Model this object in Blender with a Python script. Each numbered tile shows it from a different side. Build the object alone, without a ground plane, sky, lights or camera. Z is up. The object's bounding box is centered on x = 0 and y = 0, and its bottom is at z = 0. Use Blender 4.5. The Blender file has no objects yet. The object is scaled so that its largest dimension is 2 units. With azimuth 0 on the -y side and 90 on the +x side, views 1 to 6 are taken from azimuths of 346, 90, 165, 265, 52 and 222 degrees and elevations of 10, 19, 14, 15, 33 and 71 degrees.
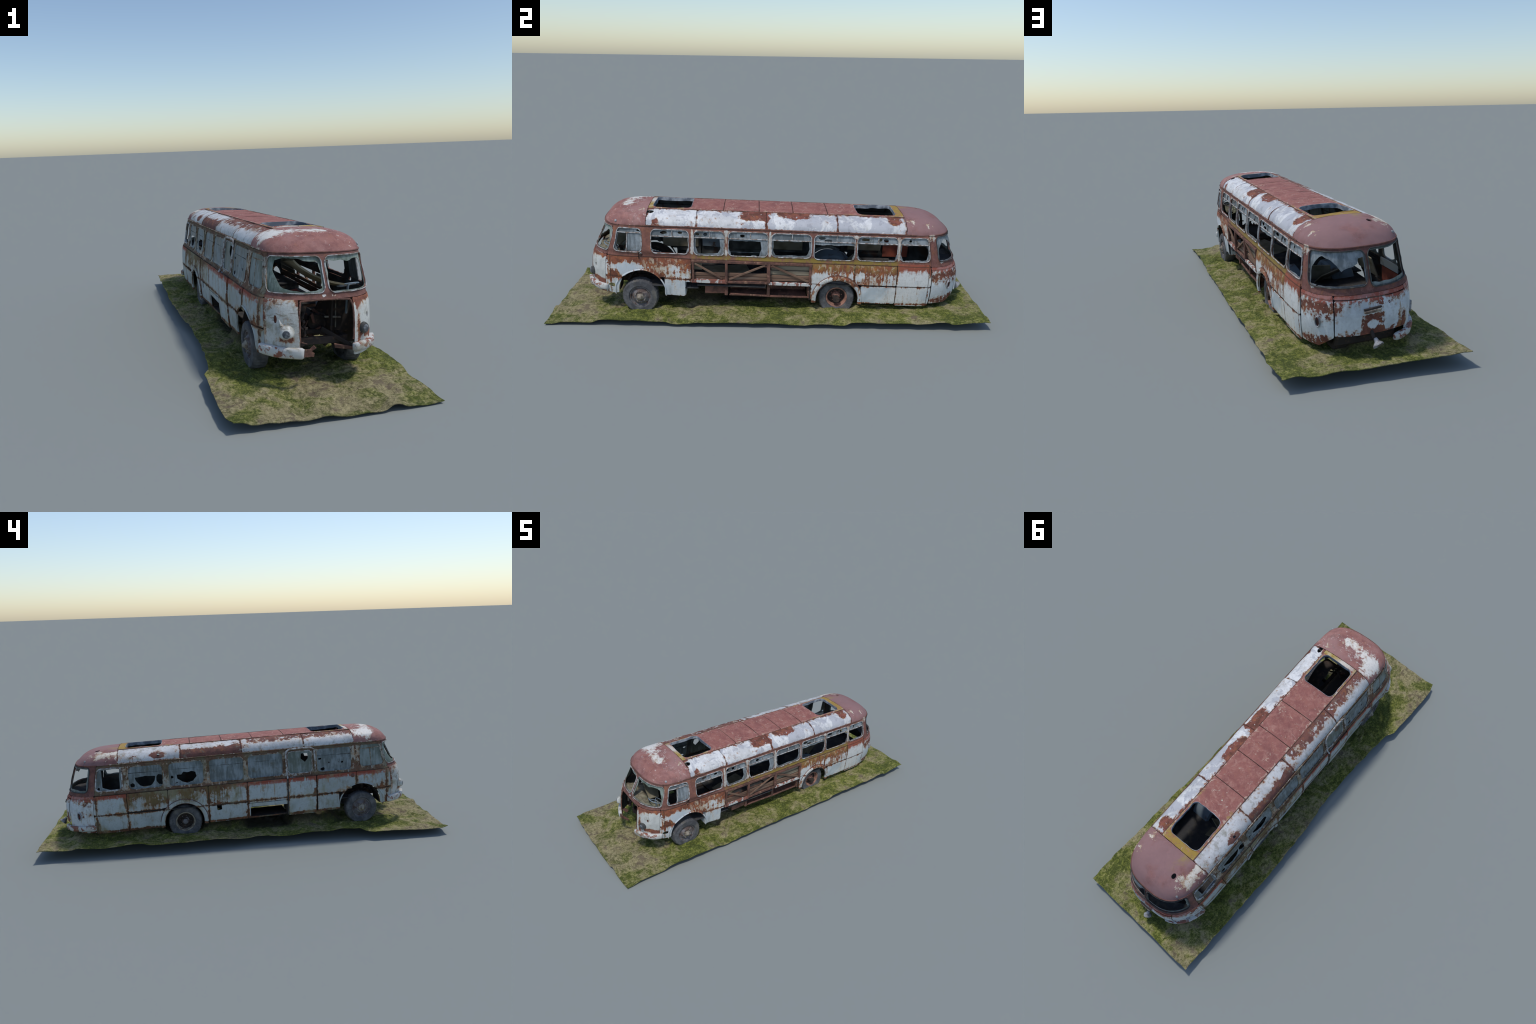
import bpy, math, random
import numpy as np
from mathutils import Matrix, Vector

random.seed(7)
RNG = np.random.default_rng(7)

# ------------------------------------------------------------------ bus frame
# The wreck stands a little yawed, pitched and leaning; the body is described
# in its own frame (x across, y front(-) to rear(+), z up) and baked to world.
O = np.array([.011, 0, 0])
M = np.array([[1, .031, -.045], [-.031, 1, -.03], [.012, .01, 1.]]).T
MI = np.linalg.inv(M)


def wor(P):
    return O + np.asarray(P, float) @ M.T


# ------------------------------------------------------------------ noise in code
def _hash(i, j, k, s):
    h = (i * 374761393 + j * 668265263 + k * 2147483647 + s * 1274126177) & 0xffffffff
    h = ((h ^ (h >> 13)) * 1274126177) & 0xffffffff
    h = h ^ (h >> 16)
    return (h & 0xffff) / 65535.0


def vnoise(P, freq, seed=0):
    Q = np.asarray(P, float) * freq + 1000.0
    I = np.floor(Q).astype(np.int64)
    F = Q - I
    F = F * F * (3 - 2 * F)
    r = 0
    for a in (0, 1):
        for b in (0, 1):
            for c in (0, 1):
                w = (F[..., 0] if a else 1 - F[..., 0]) * (F[..., 1] if b else 1 - F[..., 1]) * (F[..., 2] if c else 1 - F[..., 2])
                r = r + w * _hash(I[..., 0] + a, I[..., 1] + b, I[..., 2] + c, seed)
    return r * 2 - 1


def fbm(P, freq, seed=0, octv=3):
    r = 0
    a = 1.
    for o in range(octv):
        r = r + a * vnoise(P, freq * 2 ** o, seed + o)
        a *= .5
    return r


# ------------------------------------------------------------------ body surface
# rows: height, half width, nose distance, tail distance
WALL = [(.085, .200, .830, .878), (.10, .204, .836, .886), (.157, .209, .838, .895), (.205, .211, .835, .896),
        (.250, .209, .829, .888), (.276, .205, .820, .877), (.290, .197, .809, .870), (.303, .191, .807, .869),
        (.346, .185, .787, .858), (.385, .179, .770, .844), (.405, .176, .765, .836), (.420, .172, .758, .826)]
# rows: half width, height, nose, tail, start of nose curve, start of tail curve
ROOF = [(.172, .420, .758, .826, .62, .62), (.168, .435, .748, .812, .618, .62), (.158, .450, .735, .795, .61, .615),
        (.143, .4615, .719, .775, .60, .61), (.122, .470, .70, .752, .585, .60), (.093, .4775, .672, .72, .565, .585),
        (.062, .481, .64, .685, .54, .57), (.03, .4825, .60, .65, .52, .56), (0, .483, .55, .60, .50, .55)]


def mono(xs, ys, x):
    xs = np.asarray(xs)
    ys = np.asarray(ys)
    x = np.clip(x, xs[0], xs[-1])
    h = np.diff(xs)
    d = np.diff(ys) / h
    m = np.empty(len(xs))
    m[0] = d[0]
    m[-1] = d[-1]
    for i in range(1, len(xs) - 1):
        m[i] = 0 if d[i - 1] * d[i] <= 0 else 2 * d[i - 1] * d[i] / (d[i - 1] + d[i])
    i = np.clip(np.searchsorted(xs, x) - 1, 0, len(xs) - 2)
    t = (x - xs[i]) / h[i]
    return ((2 * t**3 - 3 * t**2 + 1) * ys[i] + (t**3 - 2 * t**2 + t) * h[i] * m[i]
            + (-2 * t**3 + 3 * t**2) * ys[i + 1] + (t**3 - t**2) * h[i] * m[i + 1])


PV = [w[0] for w in WALL]
PZ = PV[:]
PW = [w[1] for w in WALL]
PF = [w[2] for w in WALL]
PR = [w[3] for w in WALL]
P0F = [.62] * len(WALL)
P0R = [.62] * len(WALL)
_v = .42
for a, b in zip(ROOF[:-1], ROOF[1:]):
    _v += math.hypot(b[0] - a[0], b[1] - a[1])
    PV.append(_v); PZ.append(b[1]); PW.append(b[0]); PF.append(b[2]); PR.append(b[3]); P0F.append(b[4]); P0R.append(b[5])
VTOP = _v


def _cap(n, L, w, N=3000):
    th = np.linspace(0, np.pi / 2, N)
    cx = np.sin(th) ** (2 / n)
    cy = np.cos(th) ** (2 / n)
    return np.concatenate([[0], np.cumsum(np.hypot(np.diff(cx * w), np.diff(cy * L)))]), cx, cy


SF, CXF, CYF = _cap(2.75, .21, .205)
SR, CXR, CYR = _cap(2.9, .265, .205)
TF = SF[-1]
TS = TF + 1.24
TR = TS + SR[-1]


def S(t, v):
    """point on the body skin: t = way round from the nose (+ left side, - right side), v = way up"""
    t, v = np.broadcast_arrays(np.asarray(t, float), np.asarray(v, float))
    t = np.where(t > TR, t - 2 * TR, t)
    sg = np.where(t < 0, -1., 1.)
    a = np.abs(t)
    z = mono(PV, PZ, v)
    w = mono(PV, PW, v)
    yf = mono(PV, PF, v)
    yr = mono(PV, PR, v)
    f0 = mono(PV, P0F, v)
    r0 = mono(PV, P0R, v)
    cx = np.where(a < TF, np.interp(a, SF, CXF), np.where(a > TS, np.interp(TR - a, SR, CXR), 1.))
    ys = -f0 + (a - TF) / 1.24 * (f0 + r0)
    y = np.where(a < TF, -f0 - (yf - f0) * np.interp(a, SF, CYF),
                 np.where(a > TS, r0 + (yr - r0) * np.interp(TR - a, SR, CYR), ys))
    # the left side is pushed in below the belt, most round the front wheel
    sm = lambda q, lo, hi: (lambda k: k * k * (3 - 2 * k))(np.clip((q - lo) / (hi - lo), 0, 1))
    low = sm(z, .312, .276)
    d = low * (.010 + .009 * sm(y, -.36, -.46)) + .005 * sm(y, -.55, -.70) * (1 - low)
    f = np.where(sg > 0, 1 - d / .205, 1.)
    return np.stack([sg * w * cx * f, y, z], -1)


def SN(t, v):
    e = 1e-3
    n = np.cross(S(np.asarray(t) + e, v) - S(np.asarray(t) - e, v), S(t, np.minimum(np.asarray(v) + e, VTOP)) - S(t, np.asarray(v) - e))
    n = n / np.maximum(np.linalg.norm(n, axis=-1, keepdims=True), 1e-9)
    p = S(t, v)
    out = p - np.stack([p[..., 0] * 0, np.clip(p[..., 1], -.6, .62), np.full_like(p[..., 2], .25)], -1)
    return n * np.sign((n * out).sum(-1, keepdims=True) + 1e-12)


_tt = np.linspace(.05, TR - .05, 4000)
_yy = S(_tt, .33)[:, 1]


def tY(y):
    """way-round value on the left side at length position y"""
    return float(np.interp(y, _yy, _tt))


# ------------------------------------------------------------------ mesh helpers
MATS = {}
ROOTS = {}


def link(ob, parent):
    bpy.context.scene.collection.objects.link(ob)
    if parent is not None:
        ob.parent = parent
        ob.matrix_parent_inverse = parent.matrix_world.inverted() if parent.type == 'EMPTY' else Matrix()
    return ob


def build(name, V, F, mats, fm=None, parent=None, smooth=35, frame=True, kind=None):
    me = bpy.data.meshes.new(name)
    V = wor(V) if frame else np.asarray(V, float)
    me.from_pydata(V.tolist(), [], [tuple(map(int, f)) for f in F])
    for m in (mats if isinstance(mats, (list, tuple)) else [mats]):
        me.materials.append(MATS[m])
    if fm is not None:
        me.polygons.foreach_set('material_index', list(map(int, fm)))
    me.validate()
    if smooth:
        me.shade_smooth()
        me.set_sharp_from_angle(angle=math.radians(smooth))
    ob = bpy.data.objects.new(name, me)
    if kind:
        ob['kind'] = kind
    return link(ob, parent)


class Geo:
    """collects pieces of one part"""

    def __init__(self):
        self.V = []
        self.F = []
        self.m = []

    def add(self, V, F, m=0):
        b = len(self.V)
        self.V += [tuple(v) for v in V]
        self.F += [tuple(i + b for i in f) for f in F]
        self.m += [m] * len(F)
        return self

    def box(self, c, s, m=0, rx=0, ry=0, rz=0, bev=.0015):
        hx, hy, hz = [q / 2 for q in s]
        bv = min(bev, hx * .6, hy * .6, hz * .6)
        V = []
        for sx in (-1, 1):
            for sy in (-1, 1):
                for sz in (-1, 1):
                    V += [(sx * (hx - bv), sy * (hy - bv), sz * hz), (sx * (hx - bv), sy * hy, sz * (hz - bv)), (sx * hx, sy * (hy - bv), sz * (hz - bv))]
        ix = lambda sx, sy, sz, k: ((sx > 0) * 4 + (sy > 0) * 2 + (sz > 0)) * 3 + k
        F = []
        for s0 in (-1, 1):
            F.append([ix(-1, -1, s0, 0), ix(1, -1, s0, 0), ix(1, 1, s0, 0), ix(-1, 1, s0, 0)][::s0])
            F.append([ix(-1, s0, -1, 1), ix(-1, s0, 1, 1), ix(1, s0, 1, 1), ix(1, s0, -1, 1)][::s0])
            F.append([ix(s0, -1, -1, 2), ix(s0, 1, -1, 2), ix(s0, 1, 1, 2), ix(s0, -1, 1, 2)][::s0])
            for s1 in (-1, 1):
                q = s0 * s1
                F.append([ix(-1, s0, s1, 0), ix(1, s0, s1, 0), ix(1, s0, s1, 1), ix(-1, s0, s1, 1)][::-q])
                F.append([ix(s0, -1, s1, 0), ix(s0, 1, s1, 0), ix(s0, 1, s1, 2), ix(s0, -1, s1, 2)][::q])
                F.append([ix(s0, s1, -1, 1), ix(s0, s1, 1, 1), ix(s0, s1, 1, 2), ix(s0, s1, -1, 2)][::-q])
                for s2 in (-1, 1):
                    F.append([ix(s0, s1, s2, 0), ix(s0, s1, s2, 1), ix(s0, s1, s2, 2)][::-q * s2])
        R = (Matrix.Rotation(rz, 3, 'Z') @ Matrix.Rotation(ry, 3, 'Y') @ Matrix.Rotation(rx, 3, 'X'))
        R = np.array(R)
        return self.add((np.array(V) @ R.T + np.array(c)), F, m)

    def beam(self, p, q, w, h, m=0, up=(0, 0, 1)):
        p = np.array(p, float)
        q = np.array(q, float)
        d = q - p
        L = np.linalg.norm(d)
        d /= L
        s = np.cross(d, up)
        s /= max(np.linalg.norm(s), 1e-6)
        u = np.cross(s, d)
        g = Geo().box((0, 0, 0), (w, L, h))
        V = np.array(g.V) @ np.array([s, d, u]) + (p + q) / 2
        return self.add(V, g.F, m)

    def tube(self, path, r, m=0, n=8, closed=False, flat=None):
        P = np.array(path, float)
        N = len(P)
        if closed:
            T = np.roll(P, -1, 0) - np.roll(P, 1, 0)
        else:
            T = np.gradient(P, axis=0)
        T /= np.maximum(np.linalg.norm(T, axis=1, keepdims=True), 1e-9)
        ref = np.array(flat if flat is not None else (0.13, 0.21, 0.97))
        A = np.cross(T, ref)
        A /= np.maximum(np.linalg.norm(A, axis=1, keepdims=True), 1e-9)
        B = np.cross(A, T)
        th = np.linspace(0, 2 * np.pi, n, endpoint=False)
        r = np.broadcast_to(np.asarray(r, float), (N,))
        V = (P[:, None] + r[:, None, None] * (np.cos(th)[None, :, None] * A[:, None] + np.sin(th)[None, :, None] * B[:, None])).reshape(-1, 3)
        F = []
        for i in range(N if closed else N - 1):
            j = (i + 1) % N
            for k in range(n):
                l = (k + 1) % n
                F.append((i * n + k, i * n + l, j * n + l, j * n + k))
        if not closed:
            F.append(tuple(range(n))[::-1])
            F.append(tuple((N - 1) * n + k for k in range(n)))
        return self.add(V, F, m)

    def lathe(self, prof, c, axis=(1, 0, 0), n=32, m=0, up=(0, 0, 1), sq=1., wob=0):
        """prof: (distance along axis, radius)"""
        ax = np.array(axis, float)
        ax /= np.linalg.norm(ax)
        A = np.cross(ax, up)
        A /= np.linalg.norm(A)
        B = np.cross(A, ax)
        th = np.linspace(0, 2 * np.pi, n, endpoint=False)
        V = []
        for i, (h, r) in enumerate(prof):
            rr = r * (1 + wob * np.sin(th * 3 + i))
            V += list(np.array(c) + h * ax + (rr * np.cos(th))[:, None] * A * sq + (rr * np.sin(th))[:, None] * B)
        F = []
        for i in range(len(prof) - 1):
            for k in range(n):
                l = (k + 1) % n
                F.append((i * n + k, (i + 1) * n + k, (i + 1) * n + l, i * n + l))
        if prof[0][1] > 1e-5:
            F.append(tuple(range(n)))
        if prof[-1][1] > 1e-5:
            F.append(tuple((len(prof) - 1) * n + k for k in range(n))[::-1])
        return self.add(V, F, m)

    def done(self, name, mats, parent=None, smooth=35, dent=0, dfreq=25, kind=None, frame=True):
        V = np.array(self.V)
        if dent:
            V = V + dent * np.stack([vnoise(V, dfreq, 3), vnoise(V, dfreq, 5), vnoise(V, dfreq, 9)], -1)
        return build(name, V, self.F, mats, self.m, parent, smooth, kind=kind, frame=frame)


def clip(V, tris, f):
    """keep the part of a triangle/quad mesh where f >= 0, cutting faces along f = 0"""
    V = list(map(tuple, V))
    f = np.asarray(f, float)
    out = []
    cut = {}

    def edge(i, j):
        k = (min(i, j), max(i, j))
        if k not in cut:
            s = f[k[0]] / (f[k[0]] - f[k[1]])
            s = min(max(s, .02), .98)
            a, b = V[k[0]], V[k[1]]
            V.append(tuple(a[q] + s * (b[q] - a[q]) for q in range(3)))
            cut[k] = len(V) - 1
        return cut[k]
    q = np.array(tris)
    pos = f[q] >= 0
    allp = pos.all(1)
    anyp = pos.any(1)
    for face in q[allp]:
        out.append(tuple(face))
    for face in q[anyp & ~allp]:
        for tri in ((face[0], face[1], face[2]), (face[0], face[2], face[3])):
            poly = []
            for a in range(3):
                i, j = int(tri[a]), int(tri[(a + 1) % 3])
                if f[i] >= 0:
                    poly.append(i)
                if (f[i] >= 0) != (f[j] >= 0):
                    poly.append(edge(i, j))
            if len(poly) >= 3:
                out.append(tuple(poly))
    return np.array(V), out


def tidy(V, F, weld=2e-4):
    key = np.round(V / weld).astype(np.int64)
    _, first, inv = np.unique(key, axis=0, return_index=True, return_inverse=True)
    inv = inv.ravel()
    G = []
    for f in F:
        g = []
        for i in f:
            k = int(inv[i])
            if k not in g:
                g.append(k)
        if len(g) >= 3:
            G.append(tuple(g))
    used = np.unique([i for f in G for i in f]) if G else np.array([], int)
    remap = -np.ones(len(first), int)
    remap[used] = np.arange(len(used))
    return V[first][used], [tuple(int(remap[i]) for i in f) for f in G]


def thicken(V, F, th):
    N = np.zeros_like(V)
    for f in F:
        p = V[list(f)]
        n = np.cross(p[1] - p[0], p[2] - p[0])
        if len(f) > 3:
            n = n + np.cross(p[2] - p[0], p[3] - p[0])
        for i in f:
            N[i] += n
    N /= np.maximum(np.linalg.norm(N, axis=1, keepdims=True), 1e-12)
    n0 = len(V)
    V2 = np.vstack([V, V - N * th])
    F2 = list(F) + [tuple(i + n0 for i in f[::-1]) for f in F]
    fm = [0] * len(F) + [1] * len(F)
    cnt = {}
    for f in F:
        for a in range(len(f)):
            cnt[(f[a], f[(a + 1) % len(f)])] = 1
    for (a, b) in list(cnt):
        if (b, a) not in cnt:
            F2.append((b, a, a + n0, b + n0))
            fm.append(0)
    return V2, F2, fm


def rrect(u, v, u0, u1, v0, v1, r):
    """distance to a rounded rectangle, negative inside"""
    cu, cv = (u0 + u1) / 2, (v0 + v1) / 2
    qx = np.abs(u - cu) - (abs(u1 - u0) / 2 - r)
    qy = np.abs(v - cv) - (abs(v1 - v0) / 2 - r)
    return np.hypot(np.maximum(qx, 0), np.maximum(qy, 0)) + np.minimum(np.maximum(qx, qy), 0) - r


def poly(u, v, pts):
    """distance to a polygon, negative inside"""
    u, v = np.broadcast_arrays(u, v)
    d = np.full(u.shape, 1e9)
    ins = np.zeros(u.shape, bool)
    n = len(pts)
    for i in range(n):
        ax, ay = pts[i]
        bx, by = pts[(i + 1) % n]
        ex, ey = bx - ax, by - ay
        h = np.clip(((u - ax) * ex + (v - ay) * ey) / (ex * ex + ey * ey + 1e-12), 0, 1)
        d = np.minimum(d, np.hypot(u - ax - h * ex, v - ay - h * ey))
        c = ((ay > v) != (by > v)) & (u < (bx - ax) * (v - ay) / (by - ay + 1e-12) + ax)
        ins ^= c
    return np.where(ins, -d, d)


def panel(name, t0, t1, v0, v1, mats, parent, keep=None, off=0., th=.0035, dent=.0011, step=.0055, jag=.0012, gap=.0006, seed=0, smooth=40, shape=None):
    """a sheet of the skin between two ways round and two heights, optionally cut"""
    if t1 < t0:
        t0, t1 = t1, t0
    nt = max(2, int((t1 - t0) / step) + 1)
    nv = max(2, int((v1 - v0) / step) + 1)
    T, W = np.meshgrid(np.linspace(t0, t1, nt), np.linspace(v0, v1, nv), indexing='ij')
    P = S(T, W)
    N = SN(T, W)
    d = off + dent * (fbm(P, 14, seed) * .8 + .35 * vnoise(P, 55, seed + 9))
    if shape is not None:
        d = d + shape(P, T, W)
    P = P + N * d[..., None]
    f = np.minimum(np.minimum(T - t0, t1 - T), np.minimum(W - v0, v1 - W)) - gap - jag * np.maximum(0, vnoise(P, 60, seed + 4))
    f = np.minimum(f, rrect(T, W, t0, t1, v0, v1, .004) * -1 - gap * .5)
    if keep is not None:
        f = np.minimum(f, keep(P, T, W))
    idx = np.arange(nt * nv).reshape(nt, nv)
    q = np.stack([idx[:-1, :-1].ravel(), idx[1:, :-1].ravel(), idx[1:, 1:].ravel(), idx[:-1, 1:].ravel()], 1)
    # orientation: want outward
    c = q[len(q) // 2]
    pf = P.reshape(-1, 3)
    n = np.cross(pf[c[1]] - pf[c[0]], pf[c[3]] - pf[c[0]])
    if np.dot(n, N.reshape(-1, 3)[c[0]]) < 0:
        q = q[:, ::-1]
    V, F = clip(pf, q, f.ravel())
    if not F:
        return None
    V, F = tidy(V, F)
    V, F, fm = thicken(V, F, th)
    return build(name, V, F, mats, fm, parent, smooth)


# ------------------------------------------------------------------ materials
class Sk:
    def __init__(s, g, sock):
        s.g, s.s = g, sock

    def __add__(a, b): return a.g.math('ADD', a, b)
    __radd__ = __add__
    def __sub__(a, b): return a.g.math('SUBTRACT', a, b)
    def __rsub__(a, b): return a.g.math('SUBTRACT', b, a)
    def __mul__(a, b): return a.g.math('MULTIPLY', a, b)
    __rmul__ = __mul__
    def __truediv__(a, b): return a.g.math('DIVIDE', a, b)
    def __neg__(a): return a.g.math('MULTIPLY', a, -1)


class Mat:
    def __init__(s, name, rough=.8, frame=True):
        m = bpy.data.materials.new(name)
        m.use_nodes = True
        s.t = m.node_tree
        s.t.nodes.clear()
        s.out = s.t.nodes.new('ShaderNodeOutputMaterial')
        s.b = s.t.nodes.new('ShaderNodeBsdfPrincipled')
        s.t.links.new(s.b.outputs[0], s.out.inputs[0])
        s.b.inputs['Roughness'].default_value = rough
        s.b.inputs['Specular IOR Level'].default_value = .25
        tc = s.t.nodes.new('ShaderNodeTexCoord')
        p = tc.outputs['Object']
        if frame:
            sub = s.t.nodes.new('ShaderNodeVectorMath')
            sub.operation = 'SUBTRACT'
            s.t.links.new(p, sub.inputs[0])
            sub.inputs[1].default_value = O
            ax = []
            for r in range(3):
                d = s.t.nodes.new('ShaderNodeVectorMath')
                d.operation = 'DOT_PRODUCT'
                s.t.links.new(sub.outputs[0], d.inputs[0])
                d.inputs[1].default_value = MI[r]
                ax.append(Sk(s, d.outputs['Value']))
            s.X, s.Y, s.Z = ax
            cb = s.t.nodes.new('ShaderNodeCombineXYZ')
            for i in range(3):
                s.t.links.new(ax[i].s, cb.inputs[i])
            s.P = cb.outputs[0]
        else:
            sp = s.t.nodes.new('ShaderNodeSeparateXYZ')
            s.t.links.new(p, sp.inputs[0])
            s.X, s.Y, s.Z = [Sk(s, sp.outputs[i]) for i in range(3)]
            s.P = p
        MATS[name] = m
        s.m = m

    def put(s, sock, v):
        if isinstance(v, Sk):
            s.t.links.new(v.s, sock)
        elif hasattr(v, 'is_linked') or isinstance(v, bpy.types.NodeSocket):
            s.t.links.new(v, sock)
        else:
            sock.default_value = v

    def math(s, op, a, b=0., c=None):
        n = s.t.nodes.new('ShaderNodeMath')
        n.operation = op
        s.put(n.inputs[0], a)
        s.put(n.inputs[1], b)
        if c is not None:
            s.put(n.inputs[2], c)
        return Sk(s, n.outputs[0])

    def mx(s, a, b): return s.math('MAXIMUM', a, b)
    def mn(s, a, b): return s.math('MINIMUM', a, b)

    def ss(s, x, lo, hi, a=0., b=1.):
        n = s.t.nodes.new('ShaderNodeMapRange')
        n.interpolation_type = 'SMOOTHSTEP'
        s.put(n.inputs[0], x)
        if lo > hi:
            lo, hi, a, b = hi, lo, b, a
        for i, q in enumerate((lo, hi, a, b)):
            n.inputs[i + 1].default_value = q
        return Sk(s, n.outputs[0])

    def noise(s, scale, detail=5, rough=.6, dist=0., st=(1, 1, 1), off=0.):
        mp = s.t.nodes.new('ShaderNodeMapping')
        s.t.links.new(s.P, mp.inputs[0])
        mp.inputs['Scale'].default_value = st
        mp.inputs['Location'].default_value = (off, off * 1.7, off * 2.3)
        n = s.t.nodes.new('ShaderNodeTexNoise')
        s.t.links.new(mp.outputs[0], n.inputs['Vector'])
        n.inputs['Scale'].default_value = scale
        n.inputs['Detail'].default_value = detail
        n.inputs['Roughness'].default_value = rough
        n.inputs['Distortion'].default_value = dist
        return Sk(s, n.outputs[0]) - .5

    def voro(s, scale, st=(1, 1, 1)):
        mp = s.t.nodes.new('ShaderNodeMapping')
        s.t.links.new(s.P, mp.inputs[0])
        mp.inputs['Scale'].default_value = st
        n = s.t.nodes.new('ShaderNodeTexVoronoi')
        s.t.links.new(mp.outputs[0], n.inputs['Vector'])
        n.inputs['Scale'].default_value = scale
        return Sk(s, n.outputs[0])

    def band(s, x, lo, hi, soft=.006):
        return s.ss(x, lo - soft, lo + soft) * s.ss(x, hi + soft, hi - soft)

    def box(s, y0, y1, z0, z1, soft=.012, a=None):
        return s.band(a if a is not None else s.Y, y0, y1, soft) * s.band(s.Z, z0, z1, soft)

    def blob(s, y, z, ry, rz, a=None):
        a = s.Y if a is None else a
        u = (a - y) / ry
        w = (s.Z - z) / rz
        return s.ss(u * u + w * w, 1.6, .1)

    def blobxy(s, x, y, rx, ry):
        u = (s.X - x) / rx
        w = (s.Y - y) / ry
        return s.ss(u * u + w * w, 1.6, .1)

    def near(s, a, pos, w):
        d = s.math('ABSOLUTE', a - pos)
        return s.ss(d, w, 0.)

    def mix(s, a, b, f):
        n = s.t.nodes.new('ShaderNodeMix')
        n.data_type = 'RGBA'
        s.put(n.inputs[0], f)
        for k, c in ((6, a), (7, b)):
            if isinstance(c, tuple):
                n.inputs[k].default_value = c + (1,) if len(c) == 3 else c
            else:
                s.put(n.inputs[k], c)
        return Sk(s, n.outputs[2])

    def finish(s, col, bump=None, strength=.3, dist=.002, rough=None, metal=None):
        if isinstance(col, tuple):
            s.b.inputs['Base Color'].default_value = col + (1,)
        else:
            s.put(s.b.inputs['Base Color'], col)
        if bump is not None:
            n = s.t.nodes.new('ShaderNodeBump')
            n.inputs['Strength'].default_value = strength
            n.inputs['Distance'].default_value = dist
            s.put(n.inputs['Height'], bump)
            s.t.links.new(n.outputs[0], s.b.inputs['Normal'])
        if rough is not None:
            s.put(s.b.inputs['Roughness'], rough)
        if metal is not None:
            s.put(s.b.inputs['Metallic'], metal)
        return s.m


RED = (.235, .082, .062)
BROWN = (.115, .048, .034)
ORANGE = (.40, .16, .055)
WHITE = (.66, .67, .69)
PALE = (.46, .52, .55)


def rusty(name, paint, field, rustA=RED, rustB=BROWN, stain=(.36, .20, .09), streak=1., fine=1., seed=0., extra=None, stainw=.16, orange=.5, coarse=1., paint2=None,
          grime=(.20, .18, .12), grimy=.5, chip=1.):
    """old paint that flakes off where field + noise is above zero"""
    g = Mat(name, .75)
    n1 = g.noise(13, 7, .66, .5, off=seed)
    n2 = g.noise(75, 5, .68, .3, off=seed + 3)
    n3 = g.noise(36, 6, .7, .6, off=seed + 21)
    st = g.noise(95, 3, .5, st=(1, 1, .10), off=seed + 7)
    f = field(g) + n1 * (1.35 * coarse) + n2 * (.75 * fine) + n3 * (.8 * chip) + st * (.75 * streak)
    rust = g.ss(f, -.03, .04)
    sta = g.ss(f, -stainw - .16, .02)
    sta = sta * g.ss(g.noise(22, 4, off=seed + 5), -.18, .12)
    gr = g.noise(6, 5, .62, off=seed + 11)
    p = g.mix(paint, paint2 if paint2 else tuple(c * .78 for c in paint), g.ss(gr + n3 * .4, -.08, .12))
    p = g.mix(p, tuple(c * .82 for c in paint), g.ss(g.noise(120, 3, .7, off=seed + 2), .0, .2))
    gm = g.ss(g.noise(19, 6, .7, .4, off=seed + 23) + g.noise(85, 4, .6, .4, st=(1, 1, .12), off=seed + 27) * .6, .02, .24)
    p = g.mix(p, grime, gm * grimy)
    p = g.mix(p, stain, sta * .85)
    r = g.mix(rustA, rustB, g.ss(g.noise(24, 6, .7, .5, off=seed + 13), -.13, .14))
    r = g.mix(r, ORANGE, g.ss(g.noise(32, 6, .72, off=seed + 17) + st * .4, .02, .22) * orange)
    r = g.mix(r, tuple(min(1, c * 1.45 + .015) for c in rustA), g.ss(g.noise(48, 6, .75, .8, off=seed + 19), .03, .2) * .55)
    col = g.mix(p, r, rust)
    if extra:
        col = extra(g, col, rust, n1, n2, st)
    g.finish(col, bump=(0 - rust) * .6 + n2 * .8 + g.noise(260, 2) * .5, strength=.4, dist=.0018, rough=g.ss(rust, 0, 1, .5, .85))
    return g


SEAMS = (-.722, -.560, -.355, -.208, -.006, .187, .384, .580, .728)


def seam_lines(g, zs=(.278, .181, .095), ys=SEAMS, w=.010):
    f = None
    for y in ys:
        q = g.near(g.Y, y, w)
        f = q if f is None else g.mx(f, q)
    for z in zs:
        f = g.mx(f, g.near(g.Z, z, w))
    return f


def dark_seams(g, col, ys, zs=(), amount=.7, w=.0032):
    """dirt lying in the joints between sheets"""
    f = None
    for a, lst in ((g.Y, ys), (g.Z, zs)):
        for q in lst:
            k = g.near(a, q, w)
            f = k if f is None else g.mx(f, k)
    return g.mix(col, (.045, .032, .024), f * amount)


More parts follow.
